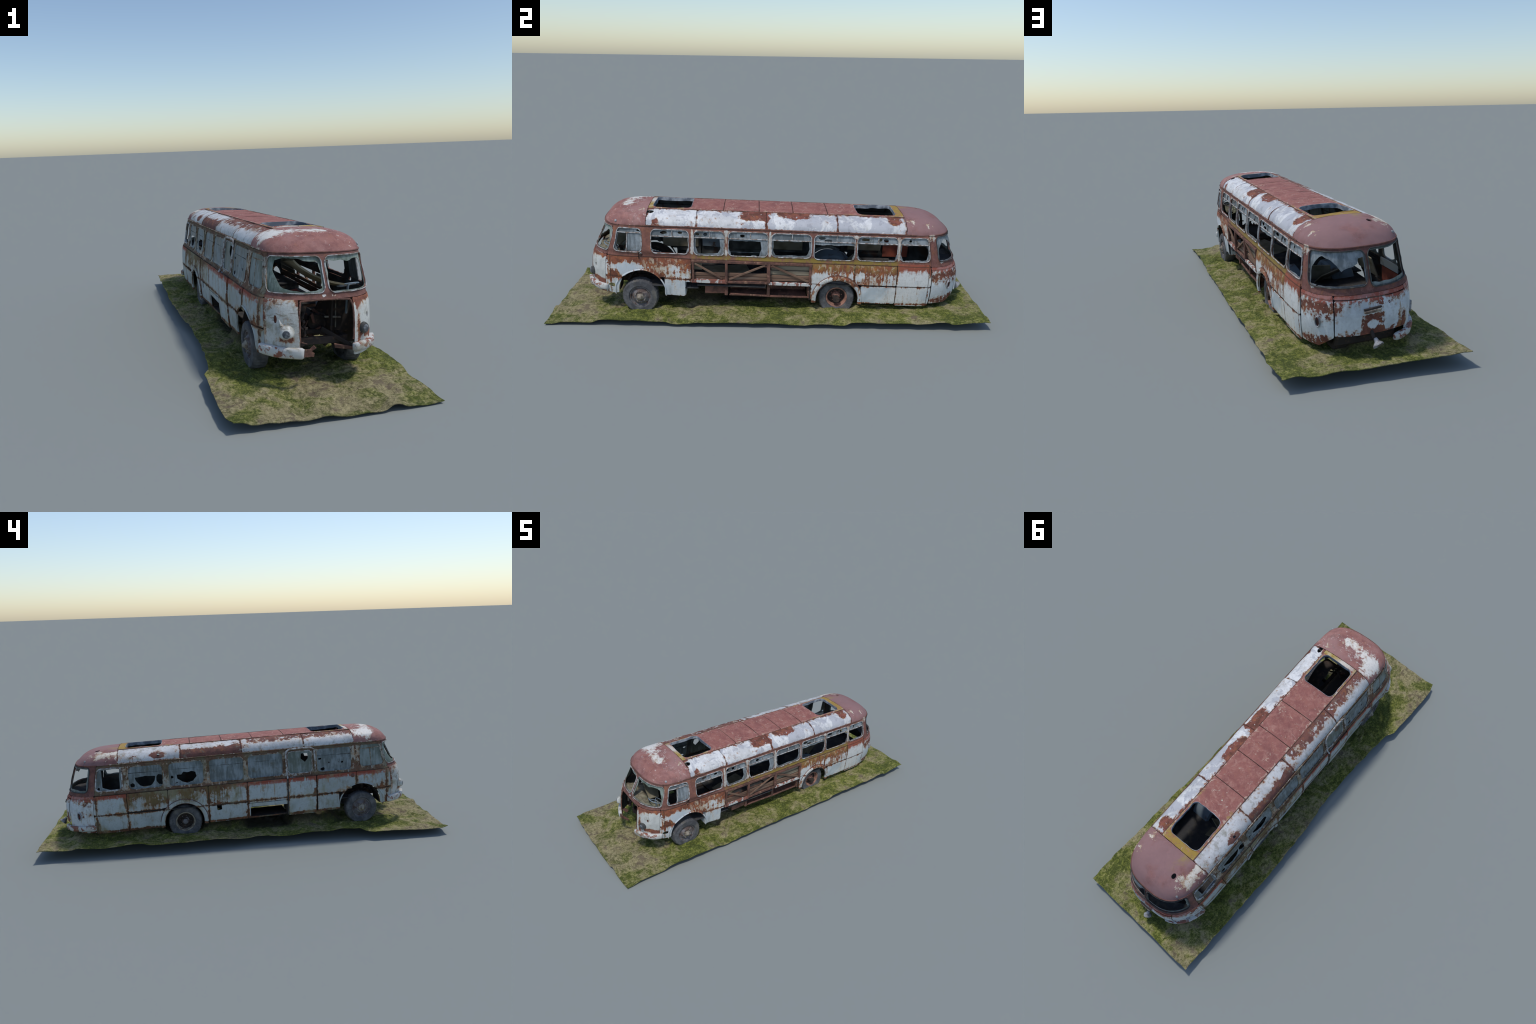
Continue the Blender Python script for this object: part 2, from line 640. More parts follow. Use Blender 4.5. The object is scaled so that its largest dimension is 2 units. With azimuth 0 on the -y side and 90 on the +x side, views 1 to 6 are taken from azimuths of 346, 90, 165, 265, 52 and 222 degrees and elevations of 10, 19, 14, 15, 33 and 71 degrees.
def make_materials():
    # left (+x) lower side: heavy streaky rust over white
    def left_field(g):
        f = g.ss(g.Z, .220, .278, -.32, .38)
        f = f + g.box(-.57, -.35, .18, .29) * .30 + g.box(.19, .576, .187, .29) * .32
        f = f - g.blob(-.645, .222, .055, .030) * .42 - g.blob(-.46, .235, .035, .026) * .40 + g.blob(-.70, .20, .02, .02) * .4 - g.blob(-.40, .20, .04, .012) * .3
        f = f - g.blob(.235, .210, .045, .03) * .42 - g.blob(.41, .225, .02, .025) * .3 - g.box(.585, .715, .19, .262, .008) * .42
        f = f + seam_lines(g) * .34 + g.box(-.73, -.66, .16, .205) * .45 + g.blob(-.69, .26, .03, .02) * .3
        f = f - g.box(-.72, .8, .085, .175, .006) * .16 + g.near(g.Z, .094, .010) * .25
        f = f + g.blob(-.59, .218, .11, .010) * .45 + g.blob(-.50, .19, .03, .02) * .4
        rad = g.math('SQRT', (g.Y - .310) * (g.Y - .310) + (g.Z - .108) * (g.Z - .108))
        return f + g.near(rad, .107, .013) * .22 + g.near(rad, .117, .006) * .3

    def left_extra(g, col, rust, n1, n2, st):
        top = g.ss(g.Z + n2 * .05 + st * .08, .245, .262) * g.ss(n1, -.25, .05)
        col = g.mix(col, (.30, .085, .055), top * g.band(g.Y, .58, 1., .01) * .75)
        col = g.mix(col, (.24, .165, .045), g.box(.0, .58, .245, .285, .014) * g.ss(n1 + st * .6, -.16, .12) * .75)
        drip = g.ss(g.noise(85, 4, .6, .3, st=(1, 1, .07), off=131) + n1 * .35, .10, .22) * g.ss(g.Z, .10, .25)
        col = g.mix(col, (.36, .17, .07), drip * .6)
        boxes = g.mx(g.box(-.57, -.35, .185, .275), g.box(.19, .575, .185, .275))
        fleck = g.ss(g.noise(58, 6, .74, .6, st=(1, 1, .6), off=137) + n1 * .35 + st * .3, .025, .10) * boxes
        col = g.mix(col, (.50, .42, .31), fleck * .75)
        glow = g.ss(g.noise(26, 6, .7, .5, off=141), .02, .16) * boxes * rust
        col = g.mix(col, (.40, .135, .04), glow * .6)
        return dark_seams(g, col, (-.722, -.356, .187, .384, .578, .725), (.1825, .279), .8)
    rusty('left_side_paint', (.64, .64, .62), left_field, rustA=(.255, .088, .048), rustB=(.135, .052, .034), seed=1., extra=left_extra, orange=.85, streak=2.2, fine=1.4, coarse=.85, paint2=(.50, .55, .58), stain=(.42, .25, .11), grimy=.35)

    # right (-x) lower side: pale blue with rust on the seams and a red stripe under the belt
    def right_field(g):
        f = seam_lines(g, w=.017) * .60 - .46
        f = f + g.ss(g.Z, .225, .277, 0., .28) + g.blob(-.345, .20, .012, .02) * .5 + g.box(.05, .6, .215, .29) * .36
        f = f + g.blob(.77, .12, .06, .035) * .5 + g.blob(.46, .205, .07, .025) * .36 + g.blob(.15, .20, .07, .014) * .36 + g.blob(-.5, .20, .04, .012) * .35
        f = f + g.blob(-.69, .20, .03, .02) * .4 + g.near(g.Z, .094, .012) * .2
        return f

    def right_extra(g, col, rust, n1, n2, st):
        stripe = g.ss(g.Z + n2 * .02, .256, .262) * g.ss(n1 + st * .8 + g.band(g.Y, .07, .57, .02) * -.5, -.20, -.08)
        col = g.mix(col, (.29, .07, .045), stripe * .85)
        olive = g.box(.02, .58, .205, .285, .02) * g.ss(n1 + st * .6, -.14, .08)
        col = g.mix(col, (.15, .11, .05), olive * .9)
        drip = g.ss(g.noise(85, 4, .6, .3, st=(1, 1, .07), off=31) + n1 * .45, .09, .22) * g.ss(g.Z, .10, .24)
        col = g.mix(col, (.28, .165, .07), drip * .75)
        green = g.ss(g.noise(9, 5, .65, off=44), .0, .16)
        col = g.mix(col, (.27, .275, .18), green * .55)
        return dark_seams(g, col, (-.722, -.560, -.356, -.209, -.006, .187, .384, .580, .729), (.181, .279), .8)
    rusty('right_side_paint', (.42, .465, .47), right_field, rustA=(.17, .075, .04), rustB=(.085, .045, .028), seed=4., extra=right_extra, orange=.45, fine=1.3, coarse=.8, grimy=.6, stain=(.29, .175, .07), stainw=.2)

    def front_field(g):
        f = g.ss(g.Z, .248, .285, -.42, .5) * g.ss(g.X, -.13, .02, .45, 1.) + g.ss(g.X, -.13, .02, -.16, 0.)
        f = f + g.near(g.math('ABSOLUTE', g.X), .098, .014) * .42 + g.box(.15, .22, .09, .165, .01, g.X) * .7
        f = f + g.blob(-.137, .160, .03, .012, g.X) * .35 + g.blob(.13, .160, .03, .014, g.X) * .45 + g.near(g.math('ABSOLUTE', g.X), .190, .010) * .40
        return f

    def front_extra(g, col, rust, n1, n2, st):
        lines = g.ss(g.noise(30, 4, .6, .6, st=(.5, 1, 3.), off=53), .05, .14) * g.ss(g.X, .03, -.05) * g.ss(g.Z, .17, .21)
        col = g.mix(col, (.17, .13, .09), lines * .7)
        return g.mix(col, (.27, .24, .16), g.ss(g.noise(20, 6, .7, .4, off=51), .0, .18) * g.ss(g.X, .05, -.1) * .75)
    rusty('front_paint', (.57, .58, .55), front_field, rustA=(.24, .09, .06), seed=8., streak=.9, extra=front_extra, grimy=.6)

    def rear_field(g):
        ax = g.math('ABSOLUTE', g.X)
        f = g.ss(g.Z, .215, .262, -.42, -.06) + g.box(-.045, .042, .13, .212, .006, g.X) * .55 + g.ss(g.Z + n_edge(g) * .05, .172, .150) * .5 * g.ss(ax, .125, .11)
        f = f + g.blob(.155, .22, .05, .035, g.X) * .40 + g.blob(.145, .115, .05, .03, g.X) * .50 + g.blob(-.115, .165, .022, .05, g.X) * .55
        f = f - g.blob(0, .178, .018, .014, g.X) * .8 - g.ss(g.X, -.13, -.15) * .08 + g.near(ax, .118, .006) * .1 + g.blob(-.17, .115, .05, .03, g.X) * .45 + g.near(g.X, -.196, .012) * .3
        return f

    def n_edge(g):
        return g.noise(45, 4, .6, off=91)

    def rear_extra(g, col, rust, n1, n2, st):
        stripe = g.ss(g.Z + n2 * .04 + st * .04, .252, .261)
        col = g.mix(col, (.33, .095, .068), stripe * .85)
        drip = g.ss(g.noise(85, 4, .6, .3, st=(1, 1, .07), off=151) + n1 * .45, .08, .2) * g.ss(g.X, .0, -.12)
        col = g.mix(col, (.30, .19, .085), drip * .7)
        col = g.mix(col, (.27, .27, .19), g.ss(g.noise(9, 5, .65, off=154), .0, .16) * g.ss(g.X, -.08, -.14) * .5)
        return dark_seams(g, col, (), (.278, .2635), .6)
    rusty('rear_paint', (.60, .64, .66), rear_field, rustA=(.19, .07, .048), rustB=(.11, .045, .033), seed=12., streak=.7, coarse=1.15, fine=1.9, chip=1.4, extra=rear_extra, grimy=.45)

    # belt with the windows
    def lwall_field(g):
        f = g.ss(g.Y, -.36, -.33, .40, .15) + g.ss(g.Z, .31, .29) * .4
        f = f - g.band(g.Y, -.358, -.346, .006) * .55 - g.band(g.Y, -.202, -.194, .006) * .6 - g.band(g.Y, -.006, .002, .006) * .45
        f = f - g.band(g.Y, .577, .585, .006) * .5 - g.band(g.Y, .725, .742, .006) * .35 + g.near(g.Z, .416, .008) * .4 + g.near(g.Z, .296, .01) * .2
        return f

    def lwall_extra(g, col, rust, n1, n2, st):
        moss = g.band(g.Z, .279, .301, .005) * g.band(g.Y, -.35, .58, .02) * g.ss(n1 + n2 * .8, -.20, .06)
        col = g.mix(col, (.25, .185, .035), moss * .85)
        return dark_seams(g, col, (), (.2805, .4185), .6, .003)
    rusty('left_window_wall_paint', (.60, .58, .54), lwall_field, rustA=(.235, .105, .08), rustB=(.145, .068, .054), seed=15., extra=lwall_extra, streak=1.6, orange=.35)

    def rwall_field(g):
        return g.ss(g.Z, .30, .28, -.02, .24) + g.near(g.Z, .415, .012) * .35

    def rwall_extra(g, col, rust, n1, n2, st):
        col = g.mix(col, (.16, .14, .085), g.ss(g.noise(17, 6, .7, off=61), -.08, .13) * .75)
        return dark_seams(g, col, (), (.2805, .4185), .6, .003)
    rusty('right_window_wall_paint', (.40, .40, .36), rwall_field, rustA=(.16, .085, .055), rustB=(.09, .055, .035), seed=19., extra=rwall_extra, orange=.25, grimy=.8)

    def fs_field(g):
        return .62 - g.blob(.0, .290, .05, .006, g.X) * .65 - g.blob(.14, .287, .04, .006, g.X) * .6 + g.ss(g.Z, .41, .40) * .1
    rusty('windscreen_surround_paint', (.62, .6, .58), fs_field, rustA=(.20, .095, .08), rustB=(.12, .06, .05), seed=23., orange=.2)

    def rs_field(g):
        return .5 + g.near(g.Z, .283, .02) * .3 - g.band(g.X, .160, .172, .006) * .55 - g.blob(.01, .288, .04, .006, g.X) * .6
    rusty('rear_surround_paint', (.62, .6, .56), rs_field, rustA=(.20, .09, .075), rustB=(.12, .058, .05), seed=25., orange=.25, streak=1.3)

    # roof
    ROOFRED = (.315, .13, .108)

    def rl_field(g):
        f = -.37 + g.blob(-.07, .467, .075, .014) * .62 + g.blob(.10, .472, .075, .010) * .68 + g.blob(.56, .469, .035, .014) * .6
        for y in (-.553, -.332, -.02, .30, .61):
            f = f + g.near(g.Y, y, .012) * .42
        return f + g.near(g.Z, .42, .008) * .48 + g.near(g.Z, .478, .005) * .35 + g.blob(-.515, .437, .018, .02) * .55

    def rl_extra(g, col, rust, n1, n2, st):
        grey = g.ss(g.noise(14, 6, .7, .6, off=71) + g.band(g.Y, .05, .6, .02) * .09, .02, .10) * g.ss(rust, 1, 0)
        col = g.mix(col, (.38, .39, .43), grey * .75)
        spots = g.ss(g.noise(45, 3, .5, off=77), .10, .16) * g.ss(rust, 1, 0)
        col = g.mix(col, (.33, .33, .36), spots * .6)
        return dark_seams(g, col, (-.333, -.020, .301), (), .6)
    rusty('left_roof_paint', (.72, .72, .72), rl_field, rustA=RED, seed=29., extra=rl_extra, stainw=.10, streak=.8, grimy=.3, fine=1.2)

    def rr_field(g):
        f = -.36 + g.box(.02, .305, .41, .459, .012) * .95 + g.box(-.56, -.02, .461, .49, .008) * .50
        f = f + g.blob(.42, .448, .04, .016) * .62 + g.blob(.02, .452, .05, .012) * .3 + g.blob(.52, .44, .05, .02) * .2
        for y in (-.563, -.302, .011, .31, .612):
            f = f + g.near(g.Y, y, .010) * .42
        return f + g.near(g.Z, .42, .010) * .45 + g.near(g.Z, .478, .005) * .3

    def rr_extra(g, col, rust, n1, n2, st):
        col = g.mix(col, (.24, .235, .18), g.ss(g.noise(20, 6, .7, off=75), .04, .18) * .7)
        return dark_seams(g, col, (-.302, .011, .309), (), .6)
    rusty('right_roof_paint', (.62, .62, .62), rr_field, rustA=(.20, .085, .068), rustB=(.125, .06, .05), seed=33., extra=rr_extra, stainw=.14, streak=1., fine=1.2, grimy=.5)

    def rc_field(g):
        f = .37 - g.blobxy(.03, -.545, .10, .012) * .5 - g.blobxy(-.05, -.545, .06, .016) * .45 - g.blobxy(0, .60, .03, .01) * .2
        ring = g.near(g.math('ABSOLUTE', g.X), .088, .006) * .30
        f = f - ring * g.ss(g.math('ABSOLUTE', g.Y), .34, .40) - g.near(g.Y, -.30, .07) * .10 - g.near(g.Y, .33, .08) * .04
        return f - g.near(g.math('ABSOLUTE', g.X), .0915, .005) * .16

    def rc_extra(g, col, rust, n1, n2, st):
        pink = g.ss(g.noise(30, 7, .78, .8, off=81), -.02, .16)
        col = g.mix(col, (.44, .235, .19), pink * .6)
        dk = g.ss(g.noise(11, 5, .65, .5, off=83), .02, .18)
        col = g.mix(col, (.21, .08, .072), dk * .55)
        edge = g.mx(g.near(g.math('ABSOLUTE', g.X), .089, .016), g.near(g.math('ABSOLUTE', g.X), .0, .004) * 0.)
        cream = g.ss(g.noise(46, 7, .78, .8, off=84) + edge * .07, .085, .14)
        col = g.mix(col, (.56, .46, .36), cream * .8)
        och = g.ss(g.noise(26, 5, .7, off=87) + edge * .14, .10, .2) * g.ss(g.math('ABSOLUTE', g.Y), .30, .38)
        col = g.mix(col, (.34, .24, .07), och * .7)
        moss = g.mx(g.band(g.Y, .570, .615, .006) * g.ss(n1 + n2, -.28, .0), g.band(g.Y, -.556, -.534, .004) * g.ss(g.X, -.01, .02) * g.ss(n1, -.2, 0))
        col = g.mix(col, (.36, .25, .045), moss * .85)
        return dark_seams(g, col, (-.2145, -.053, .102, .260), (), .85, .0036)
    rusty('roof_centre_paint', (.68, .62, .54), rc_field, rustA=ROOFRED, rustB=(.255, .10, .088), seed=37., extra=rc_extra, streak=0, orange=.15, fine=1.3, chip=1.2)

    def df_field(g):
        f = .38 - g.ss(g.math('ABSOLUTE', g.Y + .655 + g.X * .12), .05, .0) * g.ss(g.X, .11, .03) * .52
        f = f - g.blobxy(-.125, -.60, .045, .06) * .42 + g.ss(g.Z, .455, .42) * .25 - g.blobxy(.12, -.60, .05, .05) * .22
        return f

    def df_extra(g, col, rust, n1, n2, st):
        dk = g.ss(g.noise(40, 5, .7, off=85), .05, .16) * g.blobxy(.11, -.62, .07, .06)
        col = g.mix(col, (.05, .045, .035), dk * .85)
        spl = g.ss(g.noise(60, 6, .75, .8, off=89) + g.blobxy(-.03, -.64, .11, .06) * .09 + g.blobxy(.13, -.60, .05, .05) * .06, .12, .16)
        col = g.mix(col, (.72, .68, .62), spl * .85)
        return g.mix(col, (.36, .205, .19), g.ss(g.noise(6, 4, .6, off=86), -.08, .12) * rust * .75)
    rusty('front_dome_paint', (.74, .71, .66), df_field, rustA=(.31, .145, .125), rustB=(.215, .095, .088), seed=41., extra=df_extra, streak=0, orange=.2, fine=1.6, chip=1.5)

    def dr_field(g):
        f = .42 - g.blobxy(-.115, .715, .04, .05) * .46 - g.blobxy(-.14, .64, .03, .06) * .52 - g.blobxy(.135, .72, .035, .025) * .46
        return f - g.blobxy(.12, .64, .03, .03) * .3 + g.ss(g.Z, .44, .42) * .2

    def dr_extra(g, col, rust, n1, n2, st):
        moss = g.ss(g.math('ABSOLUTE', g.X + .05), .05, .0) * g.ss(g.Y, .72, .62) * g.ss(n1, -.1, .15)
        col = g.mix(col, (.285, .17, .17), g.ss(g.noise(6, 4, .6, off=88), -.12, .08) * rust * .8)
        return g.mix(col, (.33, .25, .06), moss * .7)
    rusty('rear_dome_paint', (.72, .67, .58), dr_field, rustA=(.285, .14, .13), rustB=(.20, .098, .09), seed=45., extra=dr_extra, streak=0, orange=.15, fine=1.4, chip=1.2)

    # plain ones
    g = Mat('inner_wall', .85)
    c = g.mix((.05, .052, .05), (.14, .15, .14), g.ss(g.noise(8, 5, .6), -.1, .2))
    c = g.mix(c, (.09, .05, .035), g.ss(g.noise(15, 5, .6, off=5), .02, .16) * .8)
    g.finish(c)
    for nm, a, b, off in (('dirty_glass', (.125, .145, .155), (.29, .325, .345), 0), ('darker_glass', (.105, .125, .125), (.24, .28, .295), 9), ('windscreen_glass', (.10, .135, .105), (.26, .31, .28), 3), ('door_glass', (.11, .13, .11), (.25, .29, .285), 6)):
        g = Mat(nm, .35)
        n = g.noise(11, 5, .6, off=off)
        s_ = g.noise(90, 3, .6, st=(1, 1, .12), off=off)
        c = g.mix(a, b, g.ss(n + s_ * .6, -.14, .2))
        c = g.mix(c, (.10, .09, .06), g.ss(g.noise(26, 6, .72, off=off + 2), .04, .2) * .7)
        g.finish(c, rough=g.ss(n, -.1, .1, .3, .6))
    g = Mat('window_trim', .6)
    c = g.mix((.46, .47, .47), (.19, .14, .11), g.ss(g.noise(50, 5, .65), -.08, .10))
    g.finish(c, g.noise(160, 2), .3)
    g = Mat('dark_rubber', .75)
    g.finish(g.mix((.055, .056, .055), (.15, .14, .115), g.ss(g.noise(45, 5, .65), .0, .2)))
    g = Mat('rust_iron', .9)
    n = g.noise(30, 6, .65)
    c = g.mix((.20, .095, .07), (.09, .05, .04), g.ss(n, -.15, .15))
    c = g.mix(c, (.33, .20, .13), g.ss(g.noise(60, 4, .6, off=4), .06, .2) * .7)
    g.finish(c, n + g.noise(150, 3), .5, .002)
    g = Mat('dark_iron', .9)
    n = g.noise(30, 6, .65)
    g.finish(g.mix((.045, .036, .032), (.12, .075, .055), g.ss(n, .0, .2)), n, .5, .002)
    g = Mat('sill_paint', .8)
    n = g.noise(40, 5, .65, st=(1, 1, .4))
    c = g.mix((.55, .55, .52), (.24, .095, .07), g.ss(n + g.near(g.Z, .166, .006) * .1 + g.near(g.Z, .187, .006) * .1, -.03, .04))
    g.finish(c, n, .4)
    g = Mat('board_wood', .9)
    n = g.noise(20, 6, .65, st=(1, .12, 1))
    c = g.mix((.20, .125, .085), (.11, .062, .045), g.ss(n, -.12, .12))
    g.finish(g.mix(c, (.30, .24, .18), g.ss(g.noise(40, 5, .6, st=(1, .1, 1), off=5), .06, .2) * .6), n, .5)
    g = Mat('pale_wood', .9)
    n = g.noise(24, 6, .65, st=(1, .1, 1))
    g.finish(g.mix((.33, .29, .215), (.18, .145, .10), g.ss(n, -.06, .16)), n, .5)
    g = Mat('floor_dirt', .95)
    n = g.noise(18, 6, .7)
    c = g.mix((.045, .045, .048), (.10, .09, .075), g.ss(n, -.05, .2))
    g.finish(c, n + g.noise(120, 3), .6, .004)
    g = Mat('tub_paint', .7)
    n = g.noise(14, 6, .65)
    g.finish(g.mix((.20, .25, .29), (.12, .075, .05), g.ss(n, .05, .14)), n, .3)
    g = Mat('red_panel', .8)
    n = g.noise(12, 5, .6)
    g.finish(g.mix((.33, .085, .05), (.20, .06, .04), g.ss(n, -.1, .15)), n, .3)
    g = Mat('lining_board', .9)
    n = g.noise(10, 6, .6)
    c = g.mix((.31, .275, .20), (.17, .145, .09), g.ss(n, -.1, .15))
    g.finish(c, n, .3)
    g = Mat('dash_litter', .9)
    n = g.noise(30, 6, .7, .5)
    c = g.mix((.30, .275, .20), (.13, .11, .075), g.ss(n, -.12, .14))
    g.finish(g.mix(c, (.14, .16, .11), g.ss(g.noise(16, 5, .6, off=4), .0, .14) * .7), n, .5, .003)
    g = Mat('white_board', .8)
    n = g.noise(12, 6, .6)
    g.finish(g.mix((.46, .47, .46), (.24, .21, .16), g.ss(n, .02, .16)), n, .3)
    g = Mat('tyre_rubber', .85)
    n = g.noise(30, 5, .65)
    c = g.mix((.075, .075, .08), (.155, .155, .16), g.ss(n, -.12, .18))
    c = g.mix(c, (.17, .15, .115), g.ss(g.noise(14, 5, .6, off=6), .05, .2) * .5)
    g.finish(c, n, .3)
    g = Mat('wheel_paint', .75)
    n = g.noise(40, 5, .65)
    c = g.mix((.17, .16, .165), (.10, .07, .06), g.ss(n, -.05, .12))
    g.finish(g.mix(c, (.25, .19, .16), g.ss(g.noise(70, 4, .6, off=3), .08, .2)), n, .4)
    g = Mat('wheel_rust', .85)
    n = g.noise(40, 5, .65)
    g.finish(g.mix((.36, .19, .14), (.17, .085, .062), g.ss(n, -.06, .16)), n, .4)
    g = Mat('hub_metal', .7)
    n = g.noise(60, 5, .65)
    g.finish(g.mix((.30, .27, .215), (.14, .10, .075), g.ss(n, -.06, .12)), n, .4)
    g = Mat('bumper_paint', .6)
    n = g.noise(40, 6, .65)
    bias = g.ss(g.X, -.02, .02, -.07, .02) * g.ss(g.Y, .2, 0.)
    c = g.mix((.55, .55, .53), (.25, .10, .07), g.ss(n + bias + g.noise(9, 3, off=4) * .6, .02, .07))
    g.finish(g.mix(c, (.34, .30, .22), g.ss(g.noise(24, 6, .7, off=8), .0, .16) * .7), n, .3)
    g = Mat('chrome_worn', .35)
    n = g.noise(60, 5, .65)
    g.finish(g.mix((.42, .42, .41), (.20, .16, .12), g.ss(n, -.02, .14)), n, .3, metal=.3)
    g = Mat('lamp_glass', .2)
    g.finish(g.mix((.07, .075, .085), (.20, .21, .22), g.ss(g.noise(90, 3), -.05, .2)))
    g = Mat('lamp_red', .5)
    g.finish(g.mix((.03, .015, .015), (.13, .02, .02), g.ss(g.noise(90, 3), -.1, .2)))
    g = Mat('rust_hole', .95)
    g.finish(g.mix((.11, .04, .03), (.2, .075, .05), g.ss(g.noise(90, 3), -.1, .2)))
    g = Mat('hatch_rim_metal', .6)
    n = g.noise(26, 5, .6)
    g.finish(g.mix((.16, .18, .21), (.42, .45, .48), g.ss(n, -.08, .16)), n, .3)
    g = Mat('lead_grey', .6)
    n = g.noise(40, 5, .6)
    g.finish(g.mix((.33, .34, .36), (.17, .155, .14), g.ss(n, -.06, .14)), n, .4)

    # ground
    g = Mat('grass_turf', .95, frame=False)
    big = g.noise(3.0, 5, .6, .8)
    mid = g.noise(11, 6, .65, .6, off=3)
    fine = g.noise(75, 5, .72, .9, st=(1, .6, 1), off=9)
    fin2 = g.noise(150, 4, .72, 1.4, st=(.5, 1, 1), off=19)
    strand = g.noise(240, 3, .7, 2., st=(.35, 1, 1), off=39)
    front = g.ss(g.Y, -.66, -.97)
    dry = g.ss(big * 1.2 + mid * 1.5 + fine * .5 + front * .11, -.15, .22)
    tex = fine * 1.2 + fin2 * .8 + strand * .6
    green = g.mix((.07, .088, .018), (.275, .295, .05), g.ss(tex + mid * 1.1 + big * .5, -.22, .24))
    green = g.mix(green, (.31, .30, .11), g.ss(fin2 + strand * .6, .0, .22) * .55)
    straw = g.mix((.145, .12, .065), (.42, .355, .21), g.ss(tex + mid * .4, -.24, .24))
    c = g.mix(green, straw, dry * .85)
    soil = g.ss(mid * .9 + g.noise(28, 6, .7, .5, off=29) * 1. + big * .5, .08, .22)
    c = g.mix(c, (.135, .10, .072), soil * .75)
    under = g.band(g.X + g.Y * .031, -.172, .09, .02) * g.band(g.Y, -.50, .85, .03)  # mask for the bus's ground shadow, painted into the turf colour below
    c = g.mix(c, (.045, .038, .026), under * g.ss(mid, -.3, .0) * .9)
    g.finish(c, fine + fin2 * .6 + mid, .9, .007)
    g = Mat('turf_underside', 1., frame=False)
    g.finish(g.mix((.09, .075, .05), (.05, .042, .03), g.ss(g.noise(20, 5), -.1, .1)))


make_materials()

# ------------------------------------------------------------------ top objects
bus = bpy.data.objects.new('abandoned_bus', None)
bus.location = (.011, 0, .03)
bus['label'] = 'rusted abandoned vintage bus with broken windows'
bus['category'] = 'bus'
bpy.context.scene.collection.objects.link(bus)
bpy.context.view_layer.update()

# ------------------------------------------------------------------ wheels arches, windows
FA = (-.580, .112, .107)     # front arch: y, z, radius
RA = (.310, .108, .113)


def arch(P, r=0.):
    a = np.hypot(P[..., 1] - FA[0], np.where(P[..., 2] > FA[1], P[..., 2] - FA[1], 0)) - (FA[2] + r)
    b = np.hypot(P[..., 1] - RA[0], np.where(P[..., 2] > RA[1], P[..., 2] - RA[1], 0)) - (RA[2] + r)
    return np.minimum(a, b)


# windows: side, y0, y1, z0, z1
LW = [(-.697, -.575, .302, .408), (-.533, -.366, .301, .407), (-.343, -.207, .299, .407), (-.189, -.012, .300, .408),
      (.005, .184, .301, .407), (.196, .380, .297, .407), (.391, .574, .299, .407), (.586, .723, .301, .408)]
RW = [(.596, .722, .298, .405), (.401, .567, .293, .404), (.203, .373, .291, .405), (.006, .176, .291, .404),
      (-.191, -.014, .292, .405), (-.338, -.214, .296, .405), (-.540, -.362, .291, .408), (-.704, -.582, .299, .409)]


def win_cut(wins, sg):
    rects = [(sg * tY(a), sg * tY(b), c, d) for a, b, c, d in wins]

    def f(P, T, W):
        r = np.full(T.shape, 1.)
        for a, b, c, d in rects:
            r = np.minimum(r, rrect(T, W, a, b, c, d, .021))
        return r
    return f


def both(*fs):
    def f(P, T, W):
        r = fs[0](P, T, W)
        for q in fs[1:]:
            r = np.minimum(r, q(P, T, W))
        return r
    return f


def hole(pts, sg=1, ty=True):
    q = [((sg * tY(a) if ty else a), b) for a, b in pts]
    return lambda P, T, W: poly(T, W, q)


def ragged(y, z, ry, rz, n=9, seed=0, jit=.25):
    r = random.Random(seed)
    return [(y + ry * math.cos(2 * math.pi * i / n) * (1 - jit * r.random()), z + rz * math.sin(2 * math.pi * i / n) * (1 - jit * r.random())) for i in range(n)]


TSEAM = tY(-.722)
TREAR = tY(.728)
IN = 'inner_wall'

# belt carrying the windows, both sides
panel('window_wall', TSEAM, TREAR, .279, .421, ['left_window_wall_paint', IN], bus,
      keep=both(win_cut(LW, 1), hole(ragged(-.583, .2885, .012, .016, seed=3))), th=.005, seed=11, step=.005, jag=.0004)
panel('window_wall', -TREAR, -TSEAM, .279, .421, ['right_window_wall_paint', IN], bus,
      keep=win_cut(RW, -1), th=.005, seed=12, step=.005, jag=.0004)

# windscreen surround and rear window surround
FWIN = [(.0065, .224, .299, .409), (-.224, -.0065, .299, .409)]
BWIN = [(1.742, TR - .004, .300, .412), (TR + .006, 2 * TR - 1.738, .294, .413)]


def rect_cut(rs, r=.022):
    def f(P, T, W):
        q = np.full(T.shape, 1.)
        for a, b, c, d in rs:
            q = np.minimum(q, rrect(T, W, a, b, c, d, r))
        return q
    return f


panel('windscreen_surround', -TSEAM, TSEAM, .281, .421, ['windscreen_surround_paint', IN], bus, keep=rect_cut(FWIN), th=.006, seed=13, step=.005, jag=.0004)
panel('rear_window_surround', TREAR, 2 * TR - TREAR, .277, .421, ['rear_surround_paint', IN], bus, keep=rect_cut(BWIN), th=.006, seed=14, step=.005, jag=.0004)

# ------------------------------------------------------------------ lower sides
LP, RP = ['left_side_paint', IN], ['right_side_paint', IN]


def ypanel(name, sg, y0, y1, z0, z1, mats, **k):
    return panel(name, sg * tY(y0), sg * tY(y1), z0, z1, mats, bus, **k)


ar = lambda P, T, W: arch(P)
arl = lambda P, T, W: arch(P, .002)
